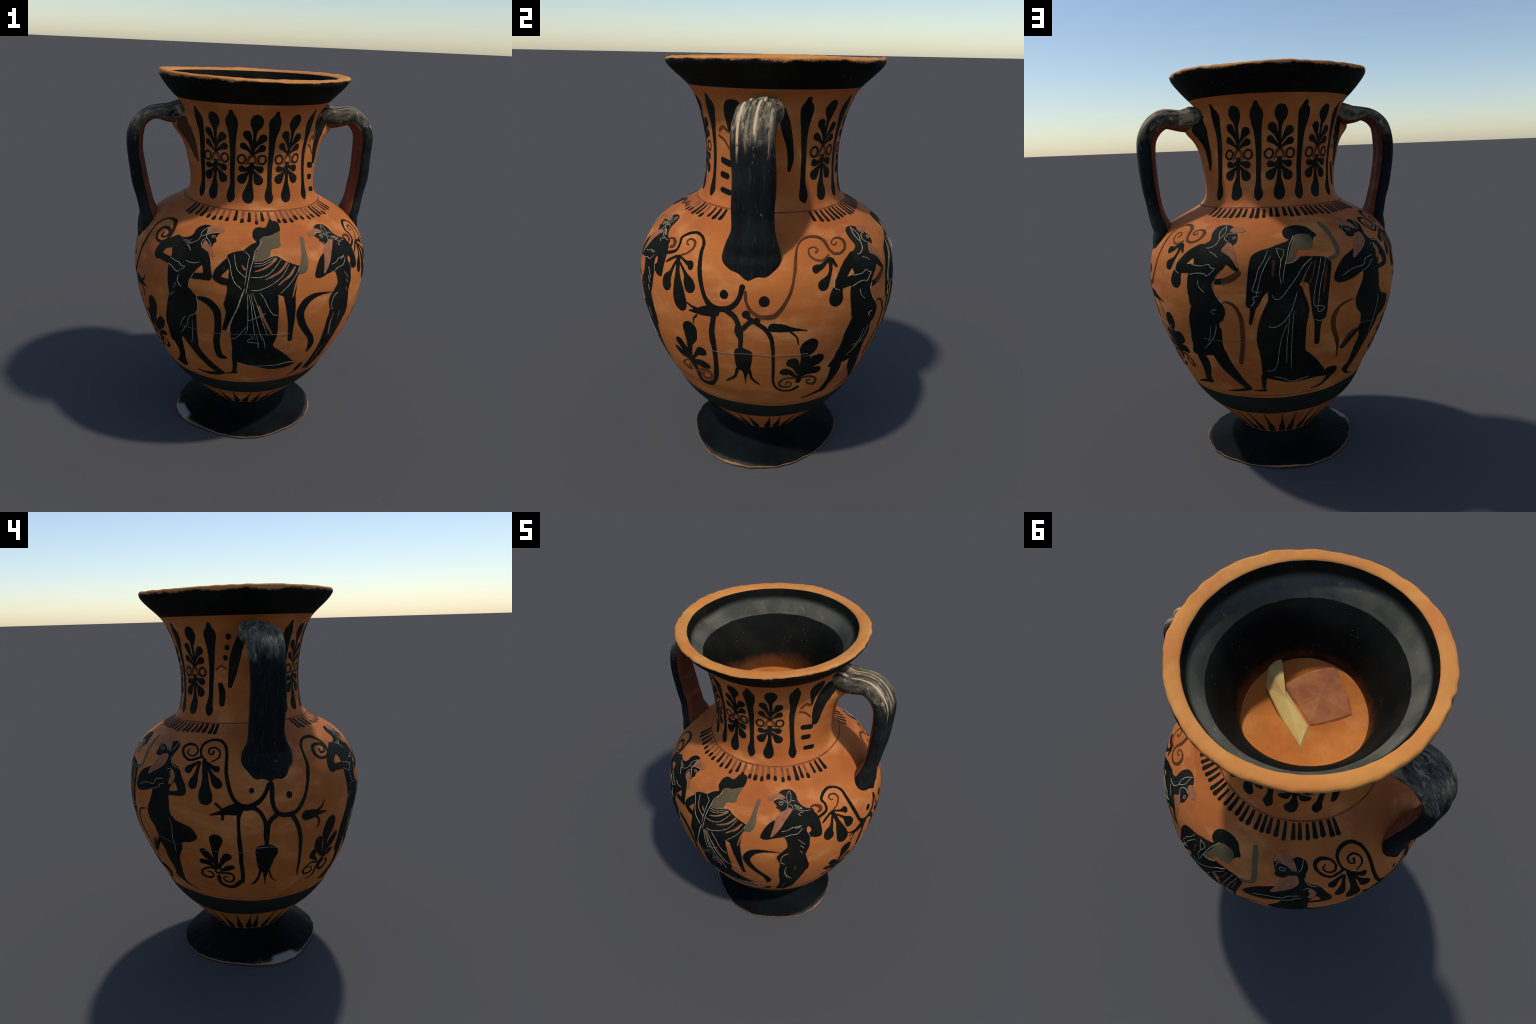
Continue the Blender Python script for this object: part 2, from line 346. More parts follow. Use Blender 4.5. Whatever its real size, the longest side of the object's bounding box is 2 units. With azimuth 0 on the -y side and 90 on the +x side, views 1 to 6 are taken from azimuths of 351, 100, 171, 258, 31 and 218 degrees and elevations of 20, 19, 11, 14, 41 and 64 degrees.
RIGHT = [(0.350, 1.770, 0.039, 0.034, 0.070), (0.385, 1.776, 0.039, 0.06, 0.08), (0.415, 1.772, 0.039, 0.06, 0.084), (0.455, 1.771, 0.039, 0.054, 0.086), (0.522, 1.78, 0.039, 0.049, 0.086), (0.567, 1.761, 0.039, 0.048, 0.087), (0.601, 1.725, 0.039, 0.047, 0.088), (0.62, 1.683, 0.04, 0.046, 0.088), (0.626, 1.63, 0.044, 0.045, 0.088), (0.626, 1.565, 0.048, 0.044, 0.087), (0.623, 1.492, 0.046, 0.043, 0.087), (0.618, 1.433, 0.043, 0.042, 0.087), (0.61, 1.381, 0.043, 0.039, 0.088), (0.601, 1.325, 0.041, 0.038, 0.092), (0.59, 1.275, 0.034, 0.042, 0.108), (0.574, 1.225, 0.03, 0.048, 0.122), (0.574, 1.18, 0.027, 0.054, 0.123), (0.58, 1.14, 0.027, 0.05, 0.11), (0.588, 1.112, 0.027, 0.044, 0.086), (0.591, 1.094, 0.027, 0.036, 0.056), (0.582, 1.084, 0.027, 0.02, 0.03)]
LEFT = [(0.356, 1.776, -0.003, 0.028, 0.070), (0.388, 1.784, -0.003, 0.055, 0.082), (0.42, 1.781, -0.003, 0.055, 0.087), (0.455, 1.779, -0.003, 0.047, 0.089), (0.517, 1.783, -0.003, 0.034, 0.089), (0.566, 1.764, -0.003, 0.033, 0.089), (0.605, 1.726, -0.003, 0.036, 0.087), (0.622, 1.684, -0.003, 0.04, 0.084), (0.63, 1.636, -0.004, 0.042, 0.083), (0.631, 1.575, -0.005, 0.041, 0.083), (0.622, 1.498, -0.003, 0.042, 0.084), (0.608, 1.408, 0.0, 0.043, 0.084), (0.592, 1.342, 0.0, 0.041, 0.086), (0.581, 1.29, -0.004, 0.041, 0.097), (0.57, 1.245, -0.004, 0.046, 0.119), (0.571, 1.195, -0.004, 0.053, 0.125), (0.577, 1.15, -0.004, 0.052, 0.114), (0.586, 1.115, -0.004, 0.046, 0.088), (0.59, 1.096, -0.004, 0.037, 0.058), (0.582, 1.085, -0.004, 0.02, 0.03)]
for stations, mirror, warm, seed in ((RIGHT, 1, (.46, .34, .20), 1.), (LEFT, -1, (.30, .235, .165), 4.)):
    V, ca, n, NA = build_handle(stations, warm, seed)
    V[..., 0] *= mirror
    W = V.reshape(-1, 3)
    du = np.roll(V, -1, 1) - np.roll(V, 1, 1); dv = np.gradient(V, axis=0)
    N = np.cross(du, dv) * -mirror; N /= np.linalg.norm(N, axis=-1, keepdims=True) + 1e-12
    cen = V.mean(1, keepdims=True)
    if ((V - cen) * N).sum() < 0: N = -N
    N = N.reshape(-1, 3)
    outer, under = [], []
    for i in range(n - 1):
        for j in range(NA):
            q = (i * NA + j, i * NA + (j + 1) % NA, (i + 1) * NA + (j + 1) % NA, (i + 1) * NA + j)
            if mirror > 0: q = q[::-1]
            (under if ca[j] < -.50 and ca[(j + 1) % NA] < -.50 and i < .86 * n else outer).append(q)
    outer.append(tuple(range(NA)) if mirror < 0 else tuple(range(NA))[::-1])
    outer.append(tuple((n - 1) * NA + k for k in range(NA)))
    grp = []
    for name, quads, mat, par in (("handle", outer, handle_material(warm, mirror > 0), amphora), ("handle_underside", under, MAT["underside"], None)):
        used = np.unique(np.concatenate([np.array(q) for q in quads])); back = {int(k): m for m, k in enumerate(used)}
        grp.append(make_object(name, W[used], [tuple(back[k] for k in q) for q in quads], mat, par or grp[0], N[used]))

# ------------------------------------------------------------------ painted decoration
# A film of slip is laid on the wall.  Brush strokes are spines of (angle, height, width), degrees and centimetres;
# filled shapes are a few control points joined by a smooth curve.  All of one colour in a motif are fused to one film.
LIFT = {"wash": .0006, "faded": .0006, "black": .0009, "flesh": .0010, "red": .0016, "incision": .0021}
CELL = .0026
MOTIFS = []
def motif(kind, on=None): MOTIFS.append({"kind": kind, "films": [], "lines": [], "on": on or body})
def stroke(part, layer, spine): MOTIFS[-1]["films"].append((part, layer, "stroke", spine))
def shape(part, layer, points): MOTIFS[-1]["films"].append((part, layer, "shape", points))
def dot(part, layer, spot): MOTIFS[-1]["films"].append((part, layer, "stroke", [(spot[0], spot[1] + .15, 1.9 * spot[2]), (spot[0], spot[1] - .15, 1.9 * spot[2])]))
def line(part, layer, spine, width): MOTIFS[-1]["lines"].append((part, layer, spine, width))

def field_of(items, th, l, near):
    """signed distance to the fused strokes and shapes on a grid of angle x arc length (negative inside)"""
    T, L = np.meshgrid(th, l, indexing="ij"); F = np.full(T.shape, 9.)
    cuts = []
    for part, layer, how, data in items:
        d = np.array(data, float)
        if how == "stroke":
            s = spline(np.stack([np.radians(d[:, 0]), arc_of(d[:, 1] / 100), np.clip(d[:, 2], .12, None) / 200], -1), 6) if len(d) > 1 else d
            for a, b in zip(s[:-1], s[1:]):
                r = float(Rf(height_of((a[1] + b[1]) / 2))); m = max(a[2], b[2]) + near
                i0, i1 = np.searchsorted(th, [min(a[0], b[0]) - m / r, max(a[0], b[0]) + m / r]); j0, j1 = np.searchsorted(l, [min(a[1], b[1]) - m, max(a[1], b[1]) + m])
                if i0 >= i1 or j0 >= j1: continue
                px = (T[i0:i1, j0:j1] - a[0]) * r; py = L[i0:i1, j0:j1] - a[1]
                vx, vy = (b[0] - a[0]) * r, b[1] - a[1]; q = np.clip((px * vx + py * vy) / (vx * vx + vy * vy + 1e-12), 0, 1)
                D = np.hypot(px - q * vx, py - q * vy) - (a[2] + (b[2] - a[2]) * q)
                F[i0:i1, j0:j1] = np.minimum(F[i0:i1, j0:j1], D)
        else:
            p = np.stack([np.radians(d[:, 0]), arc_of(d[:, 1] / 100)], -1)
            loop = spline(np.vstack([p[-1:], p, p[:2]]), 5)[5:-5]
            r = float(Rf(height_of(p[:, 1].mean()))); m = near
            i0, i1 = np.searchsorted(th, [loop[:, 0].min() - m / r, loop[:, 0].max() + m / r]); j0, j1 = np.searchsorted(l, [loop[:, 1].min() - m, loop[:, 1].max() + m])
            if i0 >= i1 or j0 >= j1: continue
            t, y = T[i0:i1, j0:j1], L[i0:i1, j0:j1]; inside = np.zeros(t.shape, bool); D = np.full(t.shape, 9.)
            nxt = np.roll(loop, -1, 0)
            for a, b in zip(loop, nxt):
                if (a[1] > b[1]) != (b[1] > a[1]) or a[1] != b[1]:
                    inside ^= ((a[1] > y) != (b[1] > y)) & (t < (b[0] - a[0]) * (y - a[1]) / (b[1] - a[1] + 1e-15) + a[0])
                px = (t - a[0]) * r; py = y - a[1]; vx, vy = (b[0] - a[0]) * r, b[1] - a[1]
                q = np.clip((px * vx + py * vy) / (vx * vx + vy * vy + 1e-12), 0, 1)
                D = np.minimum(D, np.hypot(px - q * vx, py - q * vy))
            D = np.where(inside, -D, D)
            if layer == "cut": cuts.append((i0, i1, j0, j1, D))
            else: F[i0:i1, j0:j1] = np.minimum(F[i0:i1, j0:j1], D)
    for i0, i1, j0, j1, D in cuts: F[i0:i1, j0:j1] = np.maximum(F[i0:i1, j0:j1], -D)
    # a brush never leaves a perfectly even edge
    X = T * .55
    F = F + .0006 * np.sin(X * 210 + 3 * np.sin(L * 90)) * np.sin(L * 190 + 2) + .0004 * np.sin(X * 430 + L * 380)
    return F

def film_mesh(name, items, layer, parent, lift, mat=None):
    pts = np.array([(x[0], x[1]) for it in items for x in it[3]]); wide = max([x[2] for it in items if it[2] == "stroke" for x in it[3]] + [1.])
    z0, z1 = max(pts[:, 1].min() / 100, .125), min(pts[:, 1].max() / 100, 1.95); l0, l1 = arc_of(z0) - wide / 180 - .02, arc_of(z1) + wide / 180 + .02
    l0 = max(l0, .003)
    r = float(Rf((z0 + z1) / 2)); pad = np.degrees((wide / 180 + .02) / max(r * .7, .2))
    th = np.arange(np.radians(pts[:, 0].min() - pad), np.radians(pts[:, 0].max() + pad), CELL / r); l = np.arange(l0, l1, CELL)
    F = field_of(items, th, l, .012); nt_, nl = F.shape
    z = height_of(l); ins = F < 0
    verts, faces, vid = [], [], {}
    def grid(i, j):
        k = (i, j)
        if k not in vid: vid[k] = len(verts); verts.append((th[i], z[j]))
        return vid[k]
    def cross(i, j, i2, j2):
        k = (i, j, i2, j2) if (i, j) < (i2, j2) else (i2, j2, i, j)
        if k not in vid:
            f0, f1 = F[k[0], k[1]], F[k[2], k[3]]; t = f0 / (f0 - f1)
            vid[k] = len(verts); verts.append((th[k[0]] + t * (th[k[2]] - th[k[0]]), z[k[1]] + t * (z[k[3]] - z[k[1]]))); rim.add(vid[k])
        return vid[k]
    rim = set()
    c = ins[:-1, :-1].astype(int) + ins[1:, :-1] + ins[1:, 1:] + ins[:-1, 1:]
    for i, j in np.argwhere(c == 4): faces.append((grid(i, j), grid(i + 1, j), grid(i + 1, j + 1), grid(i, j + 1)))
    for i, j in np.argwhere((c > 0) & (c < 4)):
        for tri in (((i, j), (i + 1, j), (i + 1, j + 1)), ((i, j), (i + 1, j + 1), (i, j + 1))):
            poly = []
            for a, b in zip(tri, tri[1:] + tri[:1]):
                if ins[a]: poly.append(grid(*a))
                if ins[a] != ins[b]: poly.append(cross(*a, *b))
            if len(poly) >= 3: faces.append(tuple(poly))
    if not faces: return None
    v = np.array(verts); P = on_surface(v[:, 0], v[:, 1], lift); N = surface_normal(v[:, 0], v[:, 1])
    # close the film down to the wall along its border
    if rim:
        keep = sorted(rim); low = {k: len(P) + n for n, k in enumerate(keep)}
        P = np.vstack([P, P[keep] - (lift + .0006) * N[keep]]); N = np.vstack([N, N[keep]])
        skirt = []
        for f in faces:
            for a, b in zip(f, f[1:] + f[:1]):
                if a in rim and b in rim: skirt.append((a, b))
        both = set(skirt)
        faces += [(b, a, low[a], low[b]) for a, b in skirt if (b, a) not in both]
    return make_object(name, P, faces, mat or MAT[layer], parent, N)

def line_mesh(name, lines, layer, parent, lift):
    verts, faces, off = [], [], 0
    for part, _, spine, width in lines:
        d = np.array(spine, float); s = spline(np.stack([np.radians(d[:, 0]), arc_of(d[:, 1] / 100)], -1), 6)
        r = Rf(height_of(s[:, 1])); t = np.gradient(s, axis=0); t[:, 0] *= r; t /= np.linalg.norm(t, axis=1, keepdims=True) + 1e-12
        k = np.arange(len(s)); w = width / 200 * (1 + .25 * np.sin(k * 1.7 + off)) * np.clip(np.minimum(k + 1.2, len(s) - k + .2) / 3, .35, 1)
        for sgn, up in ((1, -.6), (.55, 1), (-.55, 1), (-1, -.6)):
            q = np.stack([s[:, 0] - t[:, 1] / r * w * sgn, s[:, 1] + t[:, 0] * w * sgn], -1)
            verts.append(on_surface(q[:, 0], height_of(q[:, 1]), lift if up > 0 else .0004))
        m = len(s)
        for lane in range(3): faces += [(off + lane * m + i, off + lane * m + i + 1, off + (lane + 1) * m + i + 1, off + (lane + 1) * m + i) for i in range(m - 1)]
        off += 4 * m
    return make_object(name, np.vstack(verts), faces, MAT[layer], parent, smooth=False, stuff=True)

motif('satyr_figure')
shape('head', 'black', [(-128.7, 123.6), (-129.8, 125.4), (-128.9, 127.1), (-125.8, 128.2), (-122.5, 128.2), (-118.8, 127.6), (-115.4, 126.6), (-115.6, 125.5), (-116.3, 124.4), (-115.6, 123.0), (-116.7, 122.2), (-117.1, 120.8), (-119.9, 120.3), (-122.5, 120.3), (-125.3, 120.7), (-127.9, 122.2)])
stroke('neck', 'black', [(-125.5, 124.4, 6.8), (-128.2, 121.8, 6.5), (-131.5, 119.6, 8.0)])
shape('torso', 'black', [(-140.7, 120.2), (-137.7, 121.8), (-132.5, 122.6), (-128.5, 123.7), (-122.5, 120.3), (-118.9, 117.2), (-119.1, 113.9), (-122.2, 110.4), (-124.0, 107.5), (-125.3, 105.2), (-125.5, 101.3), (-124.0, 99.2), (-130.0, 94.6), (-135.2, 94.7), (-136.3, 98.7), (-137.1, 103.5), (-137.4, 109.5), (-137.0, 112.8), (-137.7, 116.2)])
shape('hip', 'black', [(-135.0, 95.6), (-130.0, 98.1), (-125.3, 100.7), (-123.1, 99.0), (-121.2, 96.9), (-120.7, 93.4), (-121.1, 89.6), (-122.5, 86.4), (-122.8, 81.2), (-124.2, 70.6), (-131.0, 70.7), (-139.1, 65.0), (-140.2, 70.0), (-139.5, 78.3), (-138.3, 85.7), (-136.5, 92.4)])
stroke('upper_arm', 'black', [(-137.5, 120.1, 6.6), (-142.6, 117.7, 4.8), (-145.3, 115.0, 5.6), (-145.8, 112.7, 6.0)])
stroke('forearm', 'black', [(-145.6, 112.3, 3.7), (-141.3, 111.7, 3.5), (-136.0, 111.1, 3.8), (-132.2, 109.7, 3.7), (-129.6, 110.1, 1.9)])
stroke('upper_arm', 'black', [(-121.8, 118.4, 5.7), (-119.0, 115.6, 4.8), (-117.6, 112.4, 4.1), (-116.8, 109.5, 4.1), (-116.2, 108.3, 3.7)])
stroke('forearm', 'black', [(-116.4, 108.0, 3.6), (-119.5, 107.7, 3.1), (-122.7, 107.3, 2.9), (-124.9, 107.1, 2.3)])
stroke('leg', 'black', [(-133.4, 84.4, 10.9), (-135.6, 77.2, 10.3), (-135.7, 70.4, 7.8), (-135.1, 64.3, 6.0), (-134.6, 59.9, 4.3), (-135.7, 55.3, 4.0), (-138.1, 49.9, 6.1)])
stroke('foot', 'black', [(-144.0, 48.6, 1.3), (-138.7, 49.2, 5.0), (-135.5, 49.5, 1.3)])
stroke('leg', 'black', [(-126.8, 86.1, 11.5), (-127.2, 78.4, 11.0), (-126.5, 72.0, 9.1), (-125.1, 66.8, 5.6), (-122.2, 61.5, 4.7), (-118.5, 56.8, 4.5), (-114.8, 52.7, 4.6), (-112.3, 50.6, 3.6), (-110.4, 50.1, 1.0)])
stroke('foot', 'black', [(-127.5, 48.2, 0.8), (-123.3, 47.7, 1.7), (-118.8, 48.0, 2.8), (-113.7, 49.1, 2.9), (-110.1, 50.2, 0.8)])
stroke('tail', 'black', [(-120.1, 96.7, 1.9), (-117.6, 96.4, 2.9), (-114.5, 94.8, 3.8), (-112.1, 91.5, 4.0), (-111.5, 87.2, 3.8), (-111.7, 80.7, 3.5), (-112.6, 73.4, 3.5), (-112.4, 67.8, 3.5), (-111.4, 63.5, 3.3), (-109.7, 62.8, 2.5), (-108.5, 62.5, 1.8)])
shape('fillet', 'red', [(-123.2, 127.2), (-121.6, 128.0), (-116.9, 128.3), (-113.4, 128.0), (-113.1, 126.9), (-114.9, 126.3), (-118.7, 126.0), (-121.7, 125.4)])
shape('beard', 'red', [(-122.1, 121.5), (-121.4, 122.9), (-118.6, 121.5), (-116.7, 119.9), (-114.7, 117.3), (-115.8, 117.1), (-118.0, 118.4), (-120.6, 119.4), (-122.3, 120.1)])
line('ear', 'incision', [(-121.6, 128.1), (-124.2, 126.9), (-125.3, 125.6), (-124.9, 124.4), (-123.6, 124.3), (-122.2, 125.4), (-122.8, 127.1)], 0.32)
line('hair', 'incision', [(-124.8, 124.2), (-125.3, 122.6), (-127.4, 121.3), (-129.9, 120.2)], 0.32)
line('face', 'incision', [(-114.9, 126.3), (-118.6, 125.9), (-121.4, 125.1), (-121.7, 124.2), (-119.5, 123.0), (-118.3, 122.0), (-117.4, 120.9)], 0.32)
line('eye', 'incision', [(-118.9, 124.6), (-118.3, 125.1), (-116.9, 124.8), (-117.7, 124.3), (-118.9, 124.6)], 0.28)
line('jaw', 'incision', [(-122.0, 120.4), (-123.0, 121.4), (-122.7, 122.9), (-121.3, 123.7)], 0.32)
line('hair', 'incision', [(-134.3, 121.6), (-131.0, 121.5), (-128.8, 122.0)], 0.25)
line('hair', 'incision', [(-133.3, 120.9), (-130.6, 121.0), (-128.7, 121.1)], 0.25)
line('hair', 'incision', [(-131.5, 120.4), (-129.2, 120.6), (-127.3, 121.2)], 0.25)
line('collar', 'incision', [(-130.6, 120.0), (-128.9, 119.3), (-127.4, 117.8)], 0.32)
line('chest', 'incision', [(-128.3, 113.3), (-126.1, 112.9), (-123.7, 113.0), (-120.9, 114.1)], 0.32)
line('hand', 'incision', [(-137.2, 112.8), (-134.0, 112.0), (-131.5, 111.6), (-130.2, 110.5), (-128.4, 110.6), (-129.0, 109.6), (-130.9, 108.2), (-131.8, 107.3), (-133.5, 107.9), (-135.5, 109.1), (-137.6, 109.9)], 0.32)
line('elbow', 'incision', [(-123.4, 108.7), (-124.5, 105.9)], 0.32)
line('rib', 'incision', [(-131.0, 106.1), (-131.4, 103.7), (-130.3, 101.5), (-128.9, 100.5)], 0.32)
line('rib', 'incision', [(-133.0, 101.7), (-131.5, 100.1)], 0.25)
line('rib', 'incision', [(-133.8, 99.9), (-132.4, 98.8)], 0.22)
line('hip', 'incision', [(-132.8, 96.5), (-134.3, 95.6), (-135.3, 93.8)], 0.32)
line('thigh', 'incision', [(-121.2, 96.9), (-120.7, 93.4), (-121.1, 89.9), (-122.5, 87.3), (-124.8, 85.7), (-126.2, 83.1), (-127.3, 79.7), (-131.4, 73.3)], 0.32)
line('thigh', 'incision', [(-127.2, 85.1), (-129.6, 81.5), (-131.1, 78.0)], 0.32)
line('shin', 'incision', [(-124.0, 83.8), (-124.9, 74.3), (-126.1, 68.7)], 0.22)
motif('woman_figure')
shape('hair', 'black', [(-97.0, 126.8), (-96.2, 128.4), (-93.3, 129.1), (-89.8, 128.9), (-88.0, 129.7), (-86.6, 130.8), (-83.7, 131.1), (-80.7, 130.7), (-80.1, 128.9), (-81.5, 127.4), (-83.7, 127.0), (-87.4, 125.9), (-92.2, 125.4), (-93.6, 124.0), (-95.0, 124.2), (-96.8, 125.5)])
shape('face', 'flesh', [(-91.9, 125.7), (-87.2, 126.3), (-83.5, 127.2), (-81.4, 127.5), (-82.1, 125.4), (-82.6, 123.9), (-82.4, 122.7), (-84.3, 121.8), (-87.8, 121.1), (-88.8, 118.7), (-91.8, 117.1), (-96.0, 116.2), (-96.4, 118.3), (-94.4, 121.3), (-93.3, 123.5)])
shape('shoulder', 'black', [(-93.8, 124.3), (-97.2, 123.2), (-99.6, 121.9), (-101.3, 120.0), (-99.8, 118.1), (-96.7, 115.9), (-96.0, 118.3), (-94.2, 121.3), (-92.9, 124.0)])
stroke('upper_arm', 'black', [(-105.1, 117.1, 5.6), (-108.7, 114.3, 4.6), (-111.6, 111.1, 4.3), (-112.9, 108.8, 3.1)])
stroke('forearm', 'black', [(-112.7, 108.3, 3.4), (-110.2, 107.0, 3.4), (-107.3, 106.6, 3.1)])
shape('cloak', 'black', [(-108.8, 117.9), (-107.2, 119.2), (-104.5, 120.1), (-100.9, 120.5), (-98.3, 118.6), (-96.2, 116.5), (-92.7, 116.5), (-88.6, 118.1), (-85.4, 118.5), (-81.9, 116.6), (-78.4, 115.1), (-75.0, 113.6), (-75.7, 110.3), (-76.9, 105.9), (-77.5, 101.3), (-79.5, 98.6), (-83.1, 100.4), (-86.5, 101.2), (-93.8, 98.8), (-102.0, 99.9), (-106.6, 102.3), (-107.6, 105.4), (-107.2, 109.4), (-107.4, 113.6)])
shape('skirt', 'black', [(-106.8, 105.9), (-98.1, 105.7), (-86.5, 102.0), (-85.3, 97.1), (-84.8, 93.6), (-84.4, 85.2), (-84.0, 79.3), (-84.4, 75.6), (-85.1, 71.3), (-81.4, 68.0), (-76.9, 63.8), (-72.5, 59.1), (-69.0, 56.3), (-73.3, 54.1), (-79.2, 53.7), (-85.4, 54.5), (-89.4, 56.1), (-94.8, 57.5), (-101.2, 59.7), (-105.0, 61.4), (-105.0, 69.6), (-105.5, 74.6), (-105.8, 79.8), (-106.0, 84.6), (-107.1, 88.5), (-107.6, 91.7), (-108.5, 95.2), (-108.2, 98.3), (-107.5, 102.2)])
stroke('sash', 'black', [(-107.3, 95.9, 3.3), (-106.4, 90.8, 3.1), (-107.5, 85.5, 2.6), (-108.7, 81.2, 2.2)])
stroke('sleeve', 'black', [(-80.3, 100.7, 6.1), (-79.2, 93.0, 4.7), (-78.3, 85.8, 3.3), (-77.7, 78.6, 2.5), (-77.1, 74.8, 2.5)])
stroke('foot', 'black', [(-103.7, 61.6, 2.7), (-103.8, 56.6, 2.3), (-104.3, 52.6, 1.9)])
stroke('foot', 'black', [(-110.1, 49.8, 0.6), (-107.2, 50.8, 1.2), (-103.7, 51.9, 2.4)])
stroke('toe', 'black', [(-70.2, 45.9, 0.5), (-66.6, 47.5, 1.4), (-64.8, 49.8, 3.1), (-64.0, 53.1, 2.7)])
shape('raised_arm', 'flesh', [(-70.7, 124.9), (-69.0, 125.2), (-68.7, 124.0), (-70.0, 121.1), (-70.1, 117.2), (-70.5, 113.5), (-72.1, 111.0), (-74.9, 110.2), (-75.9, 111.6), (-74.7, 114.4), (-72.9, 118.3), (-71.6, 122.8)])
line('collar', 'incision', [(-96.3, 115.7), (-92.8, 115.6), (-89.6, 116.9), (-86.7, 118.3)], 0.32)
line('collar', 'incision', [(-96.4, 114.4), (-92.8, 114.7), (-88.8, 116.3), (-85.3, 118.2)], 0.32)
line('fold', 'incision', [(-97.7, 109.6), (-94.1, 109.5), (-89.9, 110.8), (-86.2, 114.3), (-83.3, 117.5)], 0.32)
line('fold', 'incision', [(-97.2, 103.4), (-94.0, 103.5), (-89.0, 105.8), (-84.3, 109.2), (-81.5, 112.8), (-79.7, 115.4)], 0.32)
line('fold', 'incision', [(-84.6, 101.7), (-80.5, 105.8), (-77.2, 110.0), (-75.0, 113.6)], 0.32)
line('strap', 'incision', [(-92.3, 124.5), (-93.5, 122.7), (-95.8, 120.2), (-96.7, 116.7), (-97.9, 112.2), (-98.9, 105.6), (-99.4, 101.6)], 0.40)
line('strap', 'incision', [(-100.9, 120.4), (-98.5, 118.6), (-98.9, 116.2), (-99.6, 110.0), (-100.1, 105.6)], 0.32)
line('fold', 'incision', [(-105.5, 119.0), (-104.7, 115.5), (-103.4, 112.3), (-100.7, 110.0), (-99.8, 109.0)], 0.32)
line('fold', 'incision', [(-108.6, 117.4), (-107.0, 114.5), (-106.0, 110.4), (-104.3, 106.6), (-101.1, 103.6)], 0.32)
line('strap', 'incision', [(-100.0, 104.2), (-101.6, 98.9), (-102.7, 94.4), (-104.7, 88.8), (-105.9, 84.6), (-106.9, 79.1)], 0.70)
line('pleat', 'incision', [(-98.7, 101.5), (-98.3, 93.6), (-98.0, 82.4), (-99.0, 79.0)], 0.32)
line('pleat', 'incision', [(-98.2, 101.6), (-97.0, 96.2), (-96.2, 89.4), (-94.1, 75.4)], 0.32)
line('pleat', 'incision', [(-97.4, 101.8), (-95.7, 93.8), (-93.5, 84.3), (-91.0, 75.4)], 0.32)
line('pleat', 'incision', [(-96.6, 102.1), (-94.5, 96.3), (-92.1, 88.4), (-88.6, 78.3)], 0.32)
line('fold', 'incision', [(-93.5, 102.4), (-91.4, 99.3), (-89.5, 94.8), (-87.2, 91.0), (-85.1, 90.4)], 0.32)
line('pleat', 'incision', [(-97.7, 87.4), (-94.2, 89.2), (-90.6, 91.7)], 0.32)
line('pleat', 'incision', [(-98.2, 83.9), (-100.5, 80.1), (-103.1, 76.3), (-105.4, 75.3)], 0.32)
line('pleat', 'incision', [(-96.7, 78.7), (-95.4, 76.5), (-97.2, 75.5), (-97.3, 74.0), (-92.9, 73.2), (-92.3, 70.1)], 0.32)
line('hem', 'incision', [(-102.7, 60.3), (-98.9, 58.6), (-93.7, 57.6), (-86.9, 57.4), (-80.4, 57.3), (-74.8, 58.0), (-69.6, 56.7)], 0.25)
line('pleat', 'incision', [(-94.0, 79.3), (-92.4, 73.2), (-92.5, 70.4)], 0.25)
line('pleat', 'incision', [(-91.5, 78.7), (-89.8, 74.4), (-88.9, 70.0)], 0.25)
stroke('stripe', 'red', [(-95.7, 112.1, 0.5), (-92.4, 113.1, 0.8), (-88.8, 115.1, 1.0), (-85.9, 117.3, 1.1)])
stroke('stripe', 'red', [(-90.9, 108.7, 0.5), (-87.7, 110.2, 0.9), (-84.2, 112.2, 1.0), (-81.1, 115.4, 1.2)])
stroke('stripe', 'red', [(-85.2, 106.1, 0.6), (-82.6, 108.2, 0.9), (-79.9, 110.2, 1.3), (-77.3, 113.5, 0.9)])
stroke('stripe', 'red', [(-93.7, 95.3, 1.3), (-91.7, 90.1, 1.3), (-89.2, 84.3, 1.3), (-86.9, 79.7, 1.1)])
stroke('stripe', 'red', [(-76.0, 109.9, 0.6), (-77.4, 106.0, 0.9), (-78.9, 99.8, 0.6)])
stroke('stripe', 'red', [(-101.6, 114.5, 0.6), (-100.2, 112.9, 1.0)])
motif('satyr_figure')
shape('head', 'black', [(-61.3, 125.1), (-59.0, 126.5), (-57.7, 127.6), (-54.6, 128.2), (-50.4, 128.0), (-48.0, 126.6), (-47.7, 124.6), (-45.9, 122.8), (-43.1, 121.4), (-40.1, 120.6), (-40.7, 118.0), (-46.9, 117.8), (-50.7, 119.5), (-54.1, 121.1), (-55.6, 120.9), (-58.1, 120.9), (-58.7, 122.1), (-60.0, 122.6), (-59.4, 123.2), (-60.4, 124.0)])
shape('torso', 'black', [(-57.1, 118.8), (-53.5, 121.1), (-49.8, 121.8), (-45.2, 121.2), (-41.3, 120.0), (-38.8, 118.3), (-37.5, 114.2), (-37.0, 108.6), (-37.7, 106.0), (-40.3, 105.8), (-43.2, 106.5), (-43.6, 101.4), (-44.9, 96.6), (-45.4, 95.0), (-44.1, 89.5), (-43.5, 85.5), (-43.6, 79.2), (-53.5, 82.6), (-56.9, 85.1), (-57.2, 87.2), (-59.5, 93.5), (-58.6, 96.6), (-56.3, 99.5), (-54.5, 102.2), (-54.8, 105.5), (-55.9, 108.4), (-58.7, 112.0)])
shape('arm', 'black', [(-60.1, 117.7), (-62.7, 116.5), (-65.3, 113.8), (-67.5, 109.4), (-66.9, 107.4), (-64.2, 107.1), (-61.0, 108.0), (-56.8, 108.8), (-53.1, 110.0), (-50.3, 111.4), (-50.1, 115.3), (-53.8, 117.9), (-57.2, 118.4)])
shape('thigh', 'black', [(-57.3, 89.1), (-43.8, 86.5), (-44.2, 78.0), (-46.5, 69.0), (-49.5, 60.0), (-52.0, 52.0), (-55.0, 50.5), (-58.6, 51.5), (-57.2, 62.8), (-54.6, 69.5), (-56.0, 78.4)])
